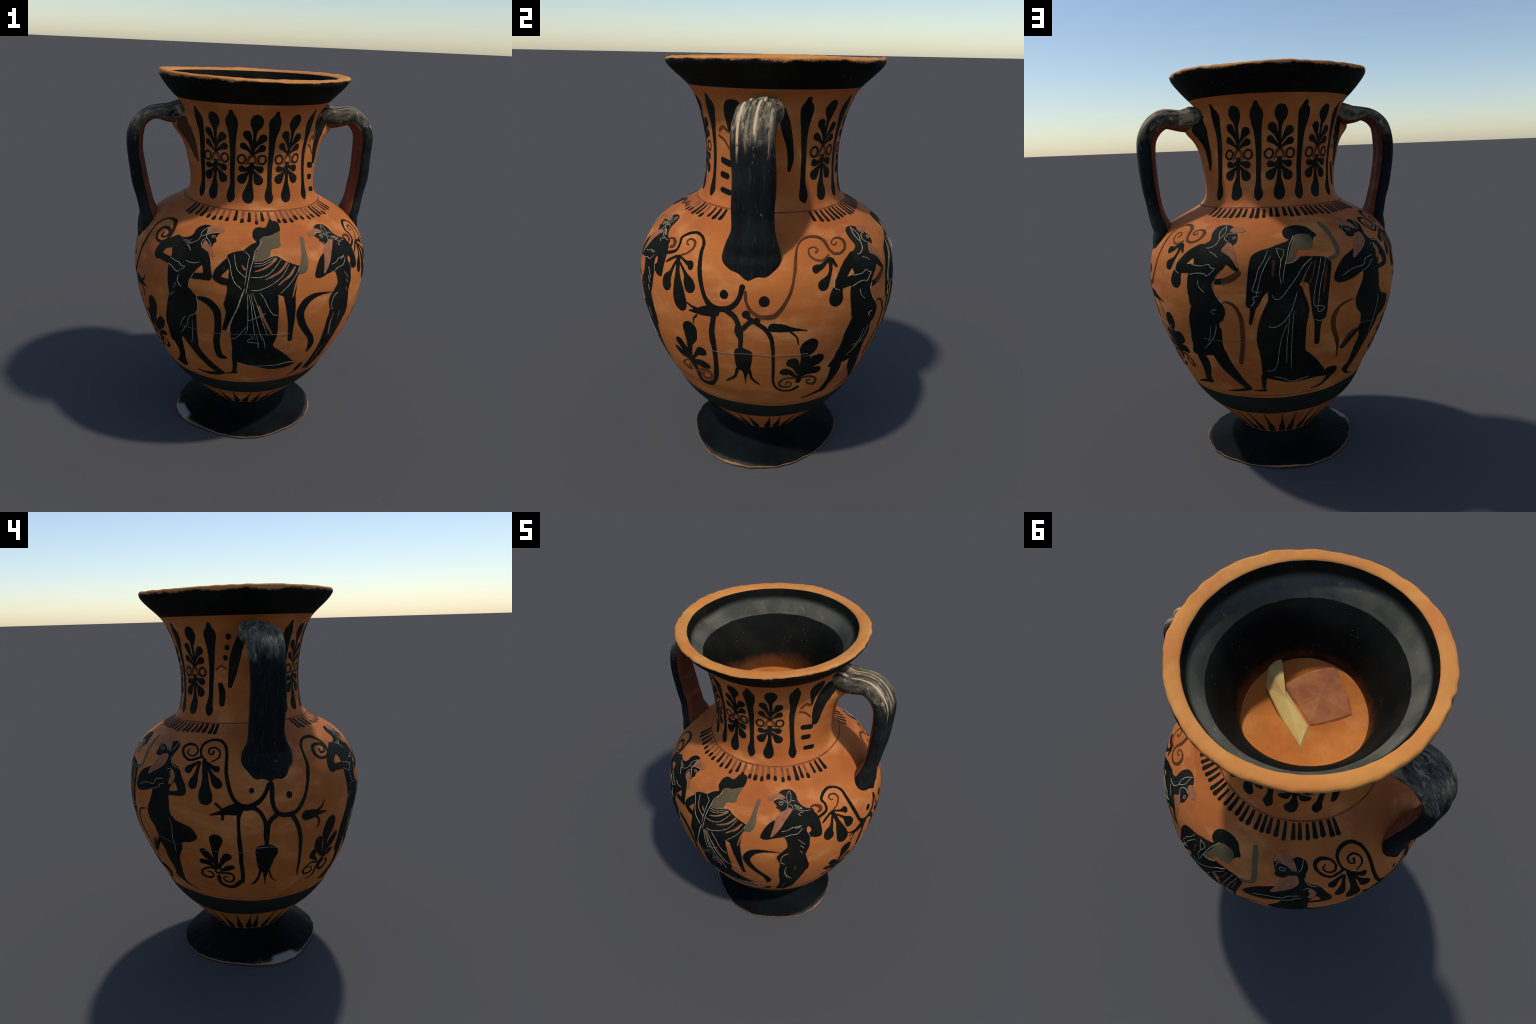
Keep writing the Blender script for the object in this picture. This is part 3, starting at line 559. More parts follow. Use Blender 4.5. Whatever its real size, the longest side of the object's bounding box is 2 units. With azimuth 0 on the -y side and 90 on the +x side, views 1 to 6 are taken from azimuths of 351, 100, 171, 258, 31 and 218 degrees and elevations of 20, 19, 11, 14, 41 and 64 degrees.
shape('gap', 'cut', [(-44.9, 112.0), (-43.8, 113.2), (-42.6, 111.5), (-42.9, 110.2), (-44.4, 109.6)])
stroke('leg', 'black', [(-51.5, 82.0, 15.0), (-51.8, 74.0, 13.0), (-52.0, 67.0, 11.0), (-53.3, 60.0, 8.0), (-55.3, 53.0, 6.0), (-57.6, 48.2, 3.0)])
stroke('leg', 'black', [(-50.5, 72.0, 8.0), (-50.8, 64.0, 7.0), (-51.5, 56.0, 5.5), (-53.0, 50.5, 4.5), (-54.5, 46.5, 2.0)])
stroke('tail', 'black', [(-58.2, 98.3, 0.3), (-64.2, 99.0, 1.4), (-68.8, 98.4, 2.9), (-72.4, 96.0, 4.1), (-74.4, 91.7, 4.4), (-73.9, 87.3, 3.9), (-71.9, 82.7, 3.6), (-68.9, 78.0, 3.2), (-65.4, 73.0, 3.1), (-63.8, 67.9, 3.6), (-64.3, 63.2, 1.1)])
shape('fillet', 'red', [(-64.6, 125.0), (-64.1, 126.4), (-61.3, 127.0), (-57.2, 127.1), (-54.9, 126.2), (-54.7, 125.6), (-58.4, 125.6), (-61.2, 124.9), (-63.4, 124.5)])
shape('beard', 'red', [(-52.8, 122.5), (-51.4, 121.5), (-53.2, 119.5), (-55.3, 117.2), (-58.2, 113.1), (-61.9, 108.9), (-62.6, 109.5), (-61.1, 114.7), (-60.1, 118.2), (-58.1, 120.5), (-54.5, 121.7)])
line('ear', 'incision', [(-51.6, 127.8), (-53.5, 126.7), (-53.6, 125.0), (-52.6, 124.2), (-51.4, 125.2), (-51.1, 126.9), (-51.6, 127.8)], 0.32)
line('face', 'incision', [(-61.5, 125.1), (-58.4, 125.6), (-55.2, 125.0), (-53.5, 123.7), (-54.2, 122.0), (-56.6, 121.0), (-57.9, 121.2), (-57.9, 122.1)], 0.32)
line('eye', 'incision', [(-58.1, 124.0), (-57.1, 124.5), (-56.2, 124.0), (-57.2, 123.5), (-58.1, 124.0)], 0.32)
line('eye', 'incision', [(-58.8, 124.3), (-57.1, 124.8), (-55.3, 124.2)], 0.25)
line('jaw', 'incision', [(-52.9, 123.8), (-51.0, 122.9), (-51.0, 121.1)], 0.32)
line('hair', 'incision', [(-51.4, 124.7), (-49.8, 124.8), (-49.1, 124.3)], 0.32)
line('ear', 'incision', [(-50.1, 123.3), (-48.1, 122.7), (-46.0, 121.5), (-48.7, 122.2), (-50.1, 123.3)], 0.40)
line('chest', 'incision', [(-50.0, 122.1), (-46.4, 120.7), (-41.2, 120.4)], 0.32)
line('curl', 'incision', [(-47.1, 118.7), (-48.2, 119.4), (-47.0, 120.1), (-45.4, 120.1)], 0.32)
line('rib', 'incision', [(-49.2, 106.6), (-45.9, 102.4)], 0.32)
line('rib', 'incision', [(-48.3, 102.6), (-46.2, 99.9)], 0.32)
line('rib', 'incision', [(-48.2, 98.4), (-46.9, 96.0)], 0.25)
line('hip', 'incision', [(-53.9, 97.1), (-56.3, 95.7), (-57.5, 92.5), (-57.1, 89.3), (-55.5, 88.0)], 0.32)
line('thigh', 'incision', [(-54.3, 85.3), (-55.1, 80.6), (-53.7, 74.2), (-51.0, 69.6)], 0.32)
line('thigh', 'incision', [(-50.2, 86.0), (-49.9, 80.4)], 0.25)
line('arm', 'incision', [(-57.3, 111.9), (-54.0, 112.5), (-52.1, 113.6), (-49.2, 113.8), (-47.1, 114.2)], 0.32)
line('arm', 'incision', [(-56.1, 108.7), (-53.1, 109.8), (-49.9, 110.0), (-47.9, 111.6), (-46.8, 113.0)], 0.32)
line('elbow', 'incision', [(-44.2, 109.8), (-43.0, 106.2)], 0.32)
line('finger', 'incision', [(-50.7, 113.0), (-47.3, 113.6)], 0.22)
line('shin', 'incision', [(-54.5, 85.2), (-55.3, 78.4), (-53.1, 70.6)], 0.25)
line('shin', 'red', [(-53.4, 63.2), (-55.1, 56.0), (-54.9, 50.3)], 0.40)
motif('satyr_figure')
shape('head', 'black', [(51.8, 122.6), (51.0, 124.5), (51.5, 126.6), (53.9, 127.7), (57.2, 127.9), (60.5, 127.4), (62.5, 126.2), (64.7, 124.3), (65.5, 121.9), (64.4, 120.3), (62.9, 119.0), (60.2, 116.6), (56.9, 117.3), (52.8, 118.0), (49.0, 119.6), (51.7, 121.5)])
shape('torso', 'black', [(45.2, 118.6), (49.4, 119.9), (54.0, 118.8), (58.2, 117.4), (60.3, 116.2), (62.5, 114.3), (61.4, 111.0), (58.2, 107.5), (57.1, 105.3), (56.5, 103.2), (56.7, 100.6), (57.8, 97.6), (59.9, 95.2), (57.6, 91.9), (46.4, 91.6), (44.7, 96.4), (44.0, 101.3), (44.2, 106.6), (46.4, 110.6), (46.1, 114.4)])
shape('hip', 'black', [(46.4, 92.5), (57.0, 98.0), (59.9, 95.2), (61.5, 92.6), (61.7, 89.9), (60.3, 86.6), (58.6, 85.1), (58.3, 79.7), (56.4, 69.1), (39.9, 66.0), (41.4, 72.8), (42.5, 79.8), (43.2, 85.8), (44.4, 88.7)])
stroke('upper_arm', 'black', [(48.3, 117.8, 6.0), (44.2, 115.9, 5.2), (41.2, 113.1, 5.0), (39.1, 109.9, 5.2)])
stroke('forearm', 'black', [(39.5, 108.9, 4.2), (44.4, 109.4, 4.2), (48.5, 109.5, 4.0), (52.3, 109.8, 3.5), (55.7, 109.1, 2.4)])
stroke('upper_arm', 'black', [(60.0, 115.4, 4.3), (63.8, 112.7, 3.1), (66.7, 109.9, 2.1)])
stroke('forearm', 'wash', [(67.5, 108.2, 2.5), (64.7, 106.0, 3.1), (61.2, 104.6, 2.7)])
stroke('forearm', 'black', [(62.8, 105.0, 2.6), (59.9, 104.5, 2.7), (57.8, 104.3, 2.4)])
stroke('leg', 'black', [(46.9, 78.7, 9.0), (44.5, 73.6, 7.2), (43.8, 67.1, 5.9), (44.5, 62.8, 6.4), (44.2, 58.2, 4.9), (42.6, 53.8, 3.7), (41.8, 50.4, 4.1)])
stroke('foot', 'black', [(30.4, 47.1, 0.8), (39.7, 49.6, 2.0), (44.2, 50.1, 0.8)])
stroke('leg', 'black', [(55.4, 81.0, 8.2), (54.7, 73.3, 7.7), (55.5, 67.6, 7.9), (57.4, 61.7, 7.1), (60.3, 57.0, 5.4), (62.9, 53.1, 4.2), (66.0, 49.3, 2.9)])
stroke('foot', 'black', [(52.8, 46.0, 0.6), (59.5, 47.1, 1.3), (66.4, 48.9, 2.6)])
stroke('tail', 'wash', [(60.0, 94.8, 0.3), (62.8, 95.3, 1.1), (65.6, 93.7, 1.5), (67.4, 90.6, 1.8), (68.3, 86.6, 2.0), (68.2, 80.4, 2.1), (67.7, 75.4, 2.1), (66.6, 70.1, 2.2), (65.3, 65.1, 2.1), (65.3, 64.3, 1.5)])
shape('fillet', 'red', [(60.3, 126.3), (62.4, 127.1), (67.2, 126.6), (68.3, 125.5), (65.2, 124.9), (60.9, 125.2)])
shape('beard', 'red', [(60.2, 120.1), (61.3, 121.1), (63.6, 120.2), (64.9, 118.2), (66.2, 115.1), (67.4, 110.6), (66.4, 111.4), (64.1, 114.6), (61.7, 116.2), (59.0, 117.6)])
line('hair', 'incision', [(57.5, 127.8), (55.4, 125.7), (55.6, 123.5), (56.4, 122.4), (55.5, 120.0), (52.6, 118.6), (50.9, 118.7)], 0.45)
line('hair', 'incision', [(56.9, 127.5), (58.3, 125.0), (57.1, 123.1), (56.3, 122.6)], 0.40)
line('face', 'incision', [(64.4, 124.7), (60.8, 124.6), (59.1, 123.5), (59.1, 122.4), (61.4, 121.2)], 0.40)
line('eye', 'incision', [(62.9, 122.8), (63.5, 123.4), (64.4, 122.9), (63.8, 122.4), (62.9, 122.8)], 0.32)
line('collar', 'incision', [(53.1, 117.2), (55.7, 116.3), (57.7, 114.9)], 0.40)
line('hand', 'incision', [(45.6, 111.2), (50.7, 110.9), (54.0, 111.8), (55.4, 110.4), (57.3, 110.2)], 0.32)
line('hand', 'incision', [(44.7, 106.6), (48.6, 107.6), (52.0, 107.6), (53.8, 106.7), (56.0, 108.7), (57.2, 109.8)], 0.32)
line('rib', 'incision', [(49.3, 104.6), (49.9, 101.9), (51.3, 100.2), (52.6, 99.2)], 0.32)
line('belly', 'incision', [(57.5, 105.0), (56.3, 103.2), (56.6, 101.0), (58.2, 97.7), (60.8, 94.3)], 0.32)
line('elbow', 'incision', [(37.5, 113.6), (36.4, 110.1), (36.4, 107.9), (38.6, 106.5)], 0.32)
line('hip', 'incision', [(58.1, 91.5), (56.4, 91.4), (55.5, 90.4), (56.3, 89.5), (57.2, 89.7)], 0.25)
line('thigh', 'incision', [(57.1, 84.5), (56.1, 80.5), (53.1, 75.5), (48.0, 70.7)], 0.32)
line('thigh', 'incision', [(54.4, 83.7), (53.0, 78.1), (51.1, 74.7)], 0.22)
motif('woman_figure')
shape('hair', 'black', [(86.8, 124.4), (87.8, 126.0), (90.6, 126.8), (95.3, 127.0), (99.6, 126.2), (101.7, 124.5), (103.3, 122.8), (101.5, 121.8), (100.3, 120.3), (100.1, 121.4), (99.4, 123.1), (96.3, 123.7), (92.9, 123.4), (91.2, 122.1), (89.3, 121.8), (87.6, 122.6)])
shape('face', 'flesh', [(91.7, 122.9), (96.3, 123.7), (99.4, 123.0), (100.5, 121.4), (99.6, 118.0), (96.7, 117.3), (93.7, 117.5), (92.0, 116.6), (91.4, 114.6), (90.2, 112.7), (87.7, 111.8), (87.3, 113.0), (89.5, 117.6), (91.0, 121.4)])
shape('cloak', 'black', [(72.1, 113.5), (73.4, 116.1), (76.3, 117.7), (80.8, 118.8), (83.4, 119.7), (87.4, 120.8), (90.7, 121.9), (90.5, 120.3), (89.3, 117.2), (87.4, 112.1), (90.2, 112.4), (92.9, 114.4), (97.9, 114.3), (103.9, 113.5), (106.8, 111.2), (106.6, 108.7), (105.0, 100.3), (104.1, 93.8), (103.5, 87.5), (102.0, 85.0), (99.2, 84.4), (97.6, 86.6), (96.8, 92.7), (96.3, 98.0), (95.9, 102.7), (93.2, 103.4), (91.6, 102.2), (87.9, 97.9), (80.8, 100.0), (78.0, 98.4), (75.2, 93.5), (73.6, 92.8), (70.6, 93.7), (70.7, 98.4), (71.2, 104.8)])
shape('skirt', 'black', [(80.4, 100.9), (91.6, 102.7), (94.2, 97.8), (95.6, 93.3), (95.9, 89.6), (94.9, 83.7), (94.6, 78.9), (94.8, 70.8), (97.2, 68.2), (101.8, 63.1), (107.0, 56.7), (111.6, 52.4), (104.0, 53.1), (95.6, 52.7), (88.8, 52.3), (82.8, 53.8), (78.0, 55.3), (74.7, 57.0), (74.7, 62.7), (74.5, 70.0), (73.8, 77.6), (75.2, 85.2), (77.0, 90.7), (79.5, 96.2)])
stroke('sash', 'black', [(73.4, 93.3, 2.7), (72.8, 89.8, 2.1), (71.9, 85.6, 1.5)])
stroke('sash', 'black', [(99.8, 84.9, 3.9), (99.6, 80.6, 2.9), (99.8, 74.0, 2.5)])
stroke('foot', 'black', [(75.2, 56.6, 2.7), (74.5, 50.0, 1.7)])
stroke('foot', 'black', [(68.6, 47.6, 0.4), (71.6, 47.8, 1.0), (74.8, 48.1, 1.9)])
stroke('toe', 'black', [(101.6, 46.2, 0.5), (107.2, 47.0, 1.3), (110.9, 50.2, 2.4)])
stroke('raised_arm', 'flesh', [(108.3, 127.1, 2.2), (109.4, 125.4, 2.7), (110.2, 123.1, 2.4), (110.8, 120.6, 2.3), (111.4, 117.7, 2.7), (111.3, 114.8, 2.3), (109.4, 113.0, 1.8), (106.7, 112.4, 2.1)])
line('strap', 'incision', [(91.9, 123.2), (89.3, 119.2), (88.0, 115.3), (86.5, 109.8), (85.5, 103.6)], 0.32)
line('collar', 'incision', [(87.2, 112.0), (90.2, 112.4), (93.3, 114.4)], 0.32)
line('strap', 'incision', [(83.3, 118.7), (84.4, 115.5), (85.2, 113.1), (84.5, 108.2), (84.9, 102.7)], 0.32)
line('strap', 'incision', [(83.3, 118.3), (86.3, 117.8), (86.6, 116.2), (85.1, 112.7)], 0.25)
line('fold', 'incision', [(79.9, 118.1), (78.0, 113.4), (76.0, 110.2), (74.8, 105.6), (73.4, 101.4), (73.9, 100.1), (77.0, 99.9)], 0.32)
line('fold', 'incision', [(81.1, 115.7), (78.8, 111.8), (76.8, 106.8), (75.5, 101.4), (74.6, 98.0)], 0.32)
line('fold', 'incision', [(75.8, 98.4), (73.5, 97.4), (74.0, 95.5), (72.4, 93.6)], 0.32)
line('fold', 'incision', [(98.6, 113.7), (94.4, 110.4), (90.9, 105.3), (87.6, 100.9), (84.8, 97.3), (82.5, 96.5), (81.1, 98.7)], 0.32)
line('fold', 'incision', [(98.4, 112.1), (95.0, 107.1), (92.7, 102.2)], 0.25)
line('fold', 'incision', [(102.5, 113.3), (101.2, 109.3), (99.7, 104.0), (98.3, 98.6), (97.9, 93.4), (99.1, 91.4)], 0.32)
line('fold', 'incision', [(104.7, 113.1), (102.7, 107.1), (100.9, 100.9), (100.0, 94.4), (99.6, 89.6), (101.7, 89.7), (102.3, 91.4), (98.7, 92.4)], 0.32)
line('fold', 'incision', [(91.3, 99.4), (89.7, 94.3), (88.0, 90.0), (85.2, 85.7), (81.6, 83.6), (79.0, 84.1)], 0.32)
line('pleat', 'incision', [(87.8, 89.2), (87.2, 82.2), (86.5, 74.9), (86.3, 63.9)], 0.26)
line('pleat', 'incision', [(89.7, 91.2), (89.0, 84.4), (88.4, 71.2), (88.6, 60.8)], 0.26)
line('pleat', 'incision', [(86.8, 85.1), (84.6, 79.1), (83.2, 72.2), (82.1, 64.2), (80.2, 60.4), (76.9, 60.0)], 0.26)
line('hem', 'incision', [(80.5, 56.7), (85.2, 54.9), (89.3, 52.9), (94.4, 53.8), (98.0, 54.7)], 0.30)
line('hand', 'incision', [(98.3, 85.8), (100.5, 84.8), (102.2, 85.4)], 0.25)
stroke('stripe', 'wash', [(99.7, 112.0, 1.1), (98.3, 107.1, 0.9), (96.7, 103.1, 0.9)])
stroke('stripe', 'wash', [(104.5, 109.4, 1.1), (103.4, 104.0, 1.1), (102.2, 98.1, 0.9)])
stroke('stripe', 'wash', [(82.3, 113.2, 1.3), (81.7, 107.1, 1.2)])
stroke('stripe', 'wash', [(95.0, 107.1, 0.9), (93.8, 103.8, 0.9)])
motif('satyr_figure')
shape('head', 'black', [(119.7, 120.9), (119.7, 122.4), (118.4, 124.8), (120.4, 125.7), (127.1, 126.5), (128.8, 127.0), (132.7, 126.3), (134.1, 124.3), (133.0, 122.3), (132.9, 119.8), (134.8, 117.9), (138.3, 116.6), (136.0, 114.2), (130.6, 114.0), (127.4, 117.0), (126.6, 121.4), (123.0, 120.1)])
shape('torso', 'black', [(117.7, 114.1), (123.2, 116.4), (130.6, 117.4), (135.3, 116.7), (139.0, 115.9), (140.7, 113.1), (143.0, 109.0), (143.3, 105.8), (142.0, 104.1), (138.5, 103.5), (134.3, 103.2), (134.1, 100.3), (134.0, 95.4), (134.3, 91.9), (128.6, 81.1), (123.1, 79.1), (121.9, 83.7), (119.2, 87.2), (118.1, 92.1), (120.7, 97.4), (122.6, 101.3), (122.8, 104.3), (116.9, 102.2), (109.9, 101.2), (107.4, 103.6), (109.6, 108.2), (112.9, 111.8)])
shape('thigh', 'black', [(133.7, 92.1), (136.8, 90.9), (140.7, 89.5), (144.3, 88.0), (146.5, 84.1), (145.8, 81.6), (142.7, 79.8), (138.4, 78.8), (134.0, 75.6), (131.9, 71.6), (130.1, 65.8), (123.3, 63.7), (123.8, 71.7), (122.5, 79.4)])
shape('gap', 'cut', [(134.3, 105.6), (135.2, 107.5), (137.0, 110.0), (138.5, 108.0), (138.8, 106.1), (136.9, 105.6)])
stroke('leg', 'black', [(133.3, 77.0, 8.8), (129.2, 70.1, 8.2), (127.2, 63.9, 8.1), (126.6, 59.1, 6.2), (125.3, 54.0, 5.1)])
stroke('foot', 'black', [(123.9, 53.5, 5.7), (128.4, 48.6, 1.4), (136.1, 46.2, 0.5)])
stroke('leg', 'black', [(123.2, 77.2, 1.5), (118.5, 72.8, 2.7), (114.1, 68.5, 3.0)])
stroke('foot', 'black', [(108.7, 56.5, 2.1), (113.0, 54.5, 5.3), (110.0, 49.7, 1.9)])
stroke('tail', 'wash', [(117.2, 92.7, 0.3), (113.1, 91.7, 1.1), (109.3, 89.7, 1.8), (106.9, 85.0, 2.7), (107.5, 79.1, 2.4), (109.8, 73.5, 2.2), (111.5, 67.3, 1.0), (112.2, 62.7, 0.4)])
stroke('shin', 'wash', [(114.2, 69.3, 2.2), (116.3, 74.0, 1.9), (119.8, 76.6, 1.3)])
shape('fillet', 'red', [(118.5, 125.2), (118.3, 126.6), (120.8, 127.7), (124.3, 127.8), (128.0, 125.4), (129.1, 122.7), (126.0, 124.0), (121.3, 125.3)])
shape('beard', 'red', [(122.0, 119.3), (128.6, 121.6), (130.0, 118.6), (128.0, 115.8), (122.6, 112.7), (118.7, 111.1), (119.6, 114.0), (121.3, 117.0)])
stroke('sash', 'red', [(135.1, 114.1, 2.4), (135.9, 112.1, 2.8), (134.8, 109.7, 2.4)])
line('ear', 'incision', [(131.9, 126.5), (131.2, 124.1), (129.7, 122.7)], 0.32)
line('neck', 'incision', [(132.2, 121.0), (133.3, 118.6), (135.1, 117.1), (137.8, 116.3)], 0.32)
line('eye', 'incision', [(121.3, 123.0), (121.7, 123.8), (124.0, 123.4), (123.4, 122.7), (121.3, 123.0)], 0.32)
line('face', 'incision', [(119.5, 123.7), (120.4, 125.0), (124.7, 124.5), (127.3, 122.9)], 0.25)
line('arm', 'incision', [(111.4, 104.1), (117.3, 106.5), (123.8, 107.1), (125.7, 109.6), (130.8, 110.7)], 0.32)
line('arm', 'incision', [(122.5, 104.2), (127.4, 106.1), (128.6, 107.8), (131.2, 108.5)], 0.32)
line('curl', 'incision', [(131.9, 115.0), (133.8, 115.7), (135.9, 114.7)], 0.25)
line('thigh', 'incision', [(133.2, 91.7), (134.0, 87.8), (132.7, 79.4), (132.7, 76.4), (131.9, 71.6)], 0.25)
motif('handle_ornament')
stroke('tendril', 'black', [(-37.5, 116.4, 1.6), (-33.3, 118.2, 1.5), (-32.9, 120.9, 1.3), (-34.1, 123.2, 1.5), (-31.4, 125.1, 1.7), (-27.3, 125.9, 1.5), (-22.8, 125.0, 1.2), (-20.3, 123.1, 1.5), (-19.6, 120.4, 1.7), (-18.6, 117.0, 1.9), (-17.6, 113.5, 2.1), (-16.3, 110.0, 2.1), (-14.9, 106.2, 1.9), (-13.4, 102.9, 2.1), (-10.8, 100.0, 2.9), (-7.7, 99.3, 2.7), (-4.0, 100.2, 2.5), (-1.2, 102.9, 2.2), (0.2, 106.3, 2.0), (0.7, 109.8, 2.4)])
stroke('spiral', 'wash', [(-29.0, 117.4, 0.9), (-26.4, 118.7, 0.8), (-24.4, 120.9, 1.1), (-25.0, 122.9, 1.2), (-27.9, 123.6, 1.0), (-29.6, 122.9, 1.0), (-28.9, 121.7, 0.6), (-27.7, 121.6, 0.8)])
stroke('spiral', 'wash', [(-37.5, 118.8, 1.5), (-36.1, 119.5, 1.9), (-36.3, 120.8, 1.9), (-38.8, 121.8, 1.2), (-41.1, 121.5, 1.0)])
motif('palmette')
stroke('petal', 'black', [(-30.1, 116.2, 2.6), (-28.2, 111.2, 2.3), (-27.3, 107.3, 4.2), (-26.1, 102.5, 6.6), (-25.2, 98.8, 7.5), (-24.5, 97.3, 6.0)])
stroke('petal', 'black', [(-30.6, 114.5, 1.2), (-31.8, 109.8, 2.1), (-33.5, 106.1, 5.3), (-33.3, 104.0, 6.0)])
stroke('petal', 'black', [(-27.9, 114.4, 1.0), (-24.0, 111.0, 1.8), (-21.8, 107.9, 5.0), (-20.9, 106.3, 5.7)])
stroke('petal', 'black', [(-28.5, 116.6, 0.9), (-25.1, 115.4, 1.5), (-22.9, 115.1, 3.1), (-22.3, 114.2, 2.9)])
stroke('petal', 'black', [(-31.6, 116.3, 1.2), (-34.6, 114.3, 1.4), (-36.3, 112.9, 0.8)])
motif('lotus_bud')
stroke('bud', 'black', [(-9.6, 97.9, 4.9), (-13.6, 97.2, 4.5), (-16.6, 96.4, 2.7), (-20.5, 95.6, 0.6)])
stroke('sepal', 'black', [(-16.6, 97.1, 1.5), (-19.2, 97.8, 1.1), (-21.6, 98.9, 0.6)])
stroke('sepal', 'black', [(-17.1, 94.3, 1.0), (-18.7, 92.1, 0.8), (-18.7, 90.1, 0.6)])
motif('handle_ornament')
stroke('stem', 'black', [(-9.8, 97.2, 2.7), (-10.1, 93.5, 2.3), (-10.8, 88.6, 2.6), (-10.8, 83.6, 2.9), (-10.5, 78.5, 2.3), (-10.9, 70.5, 2.2), (-12.4, 62.2, 2.4), (-14.4, 57.6, 1.8), (-17.6, 54.5, 2.9), (-21.4, 53.9, 3.0), (-23.2, 56.6, 2.3), (-22.9, 61.5, 2.5), (-23.7, 67.7, 4.0)])
stroke('arch', 'black', [(-4.3, 99.0, 2.8), (-1.6, 96.6, 2.5), (-0.3, 93.4, 2.3), (0.0, 89.7, 3.7), (0.6, 85.8, 2.1), (0.4, 81.7, 2.0)])
stroke('loop', 'wash', [(1.9, 107.8, 1.4), (2.7, 103.3, 1.2), (4.6, 99.7, 1.5), (7.4, 97.7, 1.7), (10.2, 97.3, 2.0), (13.2, 98.2, 2.0), (15.2, 100.8, 1.7), (17.2, 104.4, 1.4), (18.7, 108.3, 1.2), (19.7, 112.8, 1.1), (20.4, 117.0, 1.4), (20.9, 120.3, 1.2), (21.8, 123.4, 0.8), (24.0, 125.7, 0.6), (28.4, 127.0, 1.3), (33.3, 126.7, 1.7), (35.9, 125.3, 1.7), (36.7, 122.7, 1.3), (38.3, 120.8, 1.4)])
stroke('arch', 'black', [(2.7, 98.2, 2.6), (3.9, 96.6, 2.0), (7.5, 93.8, 2.1), (10.1, 91.4, 2.2), (12.0, 87.6, 1.9), (12.9, 82.5, 1.7), (13.4, 76.0, 1.4), (13.7, 68.4, 1.3), (14.0, 61.5, 1.0), (15.6, 57.4, 1.1), (19.0, 55.1, 1.2), (23.2, 55.0, 1.3), (25.8, 56.9, 1.8)])
stroke('arch', 'black', [(6.8, 95.9, 2.6), (4.0, 94.6, 2.1), (1.5, 91.3, 2.3)])
stroke('spiral', 'wash', [(38.2, 120.8, 1.2), (41.6, 120.5, 1.1), (45.0, 121.8, 1.2), (46.4, 124.1, 1.7), (44.5, 125.5, 1.3), (41.0, 125.4, 0.6), (39.2, 124.2, 0.6), (40.6, 123.5, 0.6), (42.1, 124.2, 0.7)])
stroke('spiral', 'wash', [(35.8, 120.8, 0.6), (32.5, 119.1, 1.0), (29.2, 119.6, 0.9), (27.1, 121.3, 0.8), (27.2, 123.2, 0.6), (29.6, 123.8, 0.7), (31.4, 122.9, 0.7), (30.1, 122.0, 1.0)])
dot('dot', 'black', (-6.0, 105.9, 1.9))
dot('dot', 'black', (9.1, 104.3, 2.3))
dot('dot', 'black', (2.7, 98.2, 1.8))
motif('palmette')
stroke('petal', 'black', [(35.5, 119.1, 2.4), (35.6, 116.7, 1.7), (34.6, 113.5, 1.7), (33.0, 111.5, 3.2), (31.6, 109.8, 5.0)])
stroke('petal', 'black', [(36.8, 118.8, 1.9), (38.2, 116.3, 1.3)])
stroke('petal', 'black', [(34.2, 118.6, 1.5), (31.2, 116.8, 2.4), (29.1, 116.4, 3.3), (28.9, 115.7, 2.6)])
stroke('petal', 'black', [(38.9, 108.6, 3.0), (37.5, 106.0, 5.6), (37.1, 103.2, 7.1)])
motif('lotus_bud')
stroke('bud', 'black', [(12.7, 92.5, 4.1), (15.9, 92.2, 3.9), (19.1, 91.5, 2.4), (22.8, 90.9, 1.0), (25.8, 90.3, 0.4)])
stroke('sepal', 'black', [(19.6, 90.0, 0.9), (22.0, 87.1, 0.8), (22.9, 83.4, 0.5)])
motif('lotus_flower')
shape('flower', 'black', [(-1.9, 79.7), (0.6, 81.5), (3.6, 80.4), (5.1, 78.7), (4.7, 74.1), (3.8, 68.7), (2.8, 66.1), (1.9, 62.8), (1.3, 58.6), (1.2, 62.7), (0.7, 67.1), (-0.9, 68.7), (-1.8, 69.8), (-2.2, 74.9)])
stroke('sepal', 'black', [(-1.5, 68.9, 1.5), (-3.1, 63.9, 1.2), (-5.7, 61.3, 1.2), (-7.9, 59.4, 0.6)])
stroke('sepal', 'black', [(3.7, 68.7, 1.2), (4.3, 63.8, 1.2), (5.9, 61.3, 1.2), (7.7, 59.7, 0.7)])
motif('palmette')
stroke('petal', 'black', [(-24.2, 68.8, 2.4), (-22.5, 77.4, 2.9), (-21.1, 82.6, 6.6), (-21.1, 86.2, 7.7)])
stroke('petal', 'black', [(-24.5, 69.3, 1.9), (-26.0, 73.2, 4.2), (-28.2, 77.0, 4.7)])
stroke('petal', 'black', [(-25.6, 68.5, 1.5), (-28.8, 70.3, 4.3), (-31.4, 72.1, 2.5)])
stroke('petal', 'black', [(-23.0, 68.7, 1.1), (-19.7, 73.2, 2.2), (-16.9, 75.3, 5.1)])
stroke('petal', 'black', [(-22.3, 67.5, 2.3), (-18.7, 67.3, 5.1), (-16.3, 66.8, 4.1)])
stroke('spiral', 'wash', [(-25.7, 67.6, 0.7), (-30.3, 64.2, 0.7), (-30.7, 61.8, 2.0), (-27.4, 60.7, 1.8), (-26.6, 64.1, 1.2)])
stroke('spiral', 'wash', [(-22.9, 61.3, 1.6), (-17.7, 63.7, 1.8), (-15.1, 61.8, 1.7), (-16.1, 58.8, 1.1), (-19.2, 57.6, 2.1), (-20.8, 59.6, 1.6), (-18.8, 61.7, 0.6)])
motif('palmette')
stroke('petal', 'black', [(25.6, 60.5, 2.3), (26.0, 64.8, 2.9), (26.7, 70.2, 3.8), (26.8, 77.1, 4.5), (27.4, 80.7, 7.8), (28.2, 82.4, 6.7)])
stroke('petal', 'black', [(24.5, 66.4, 1.5), (22.9, 71.4, 3.8), (21.5, 73.0, 5.6)])
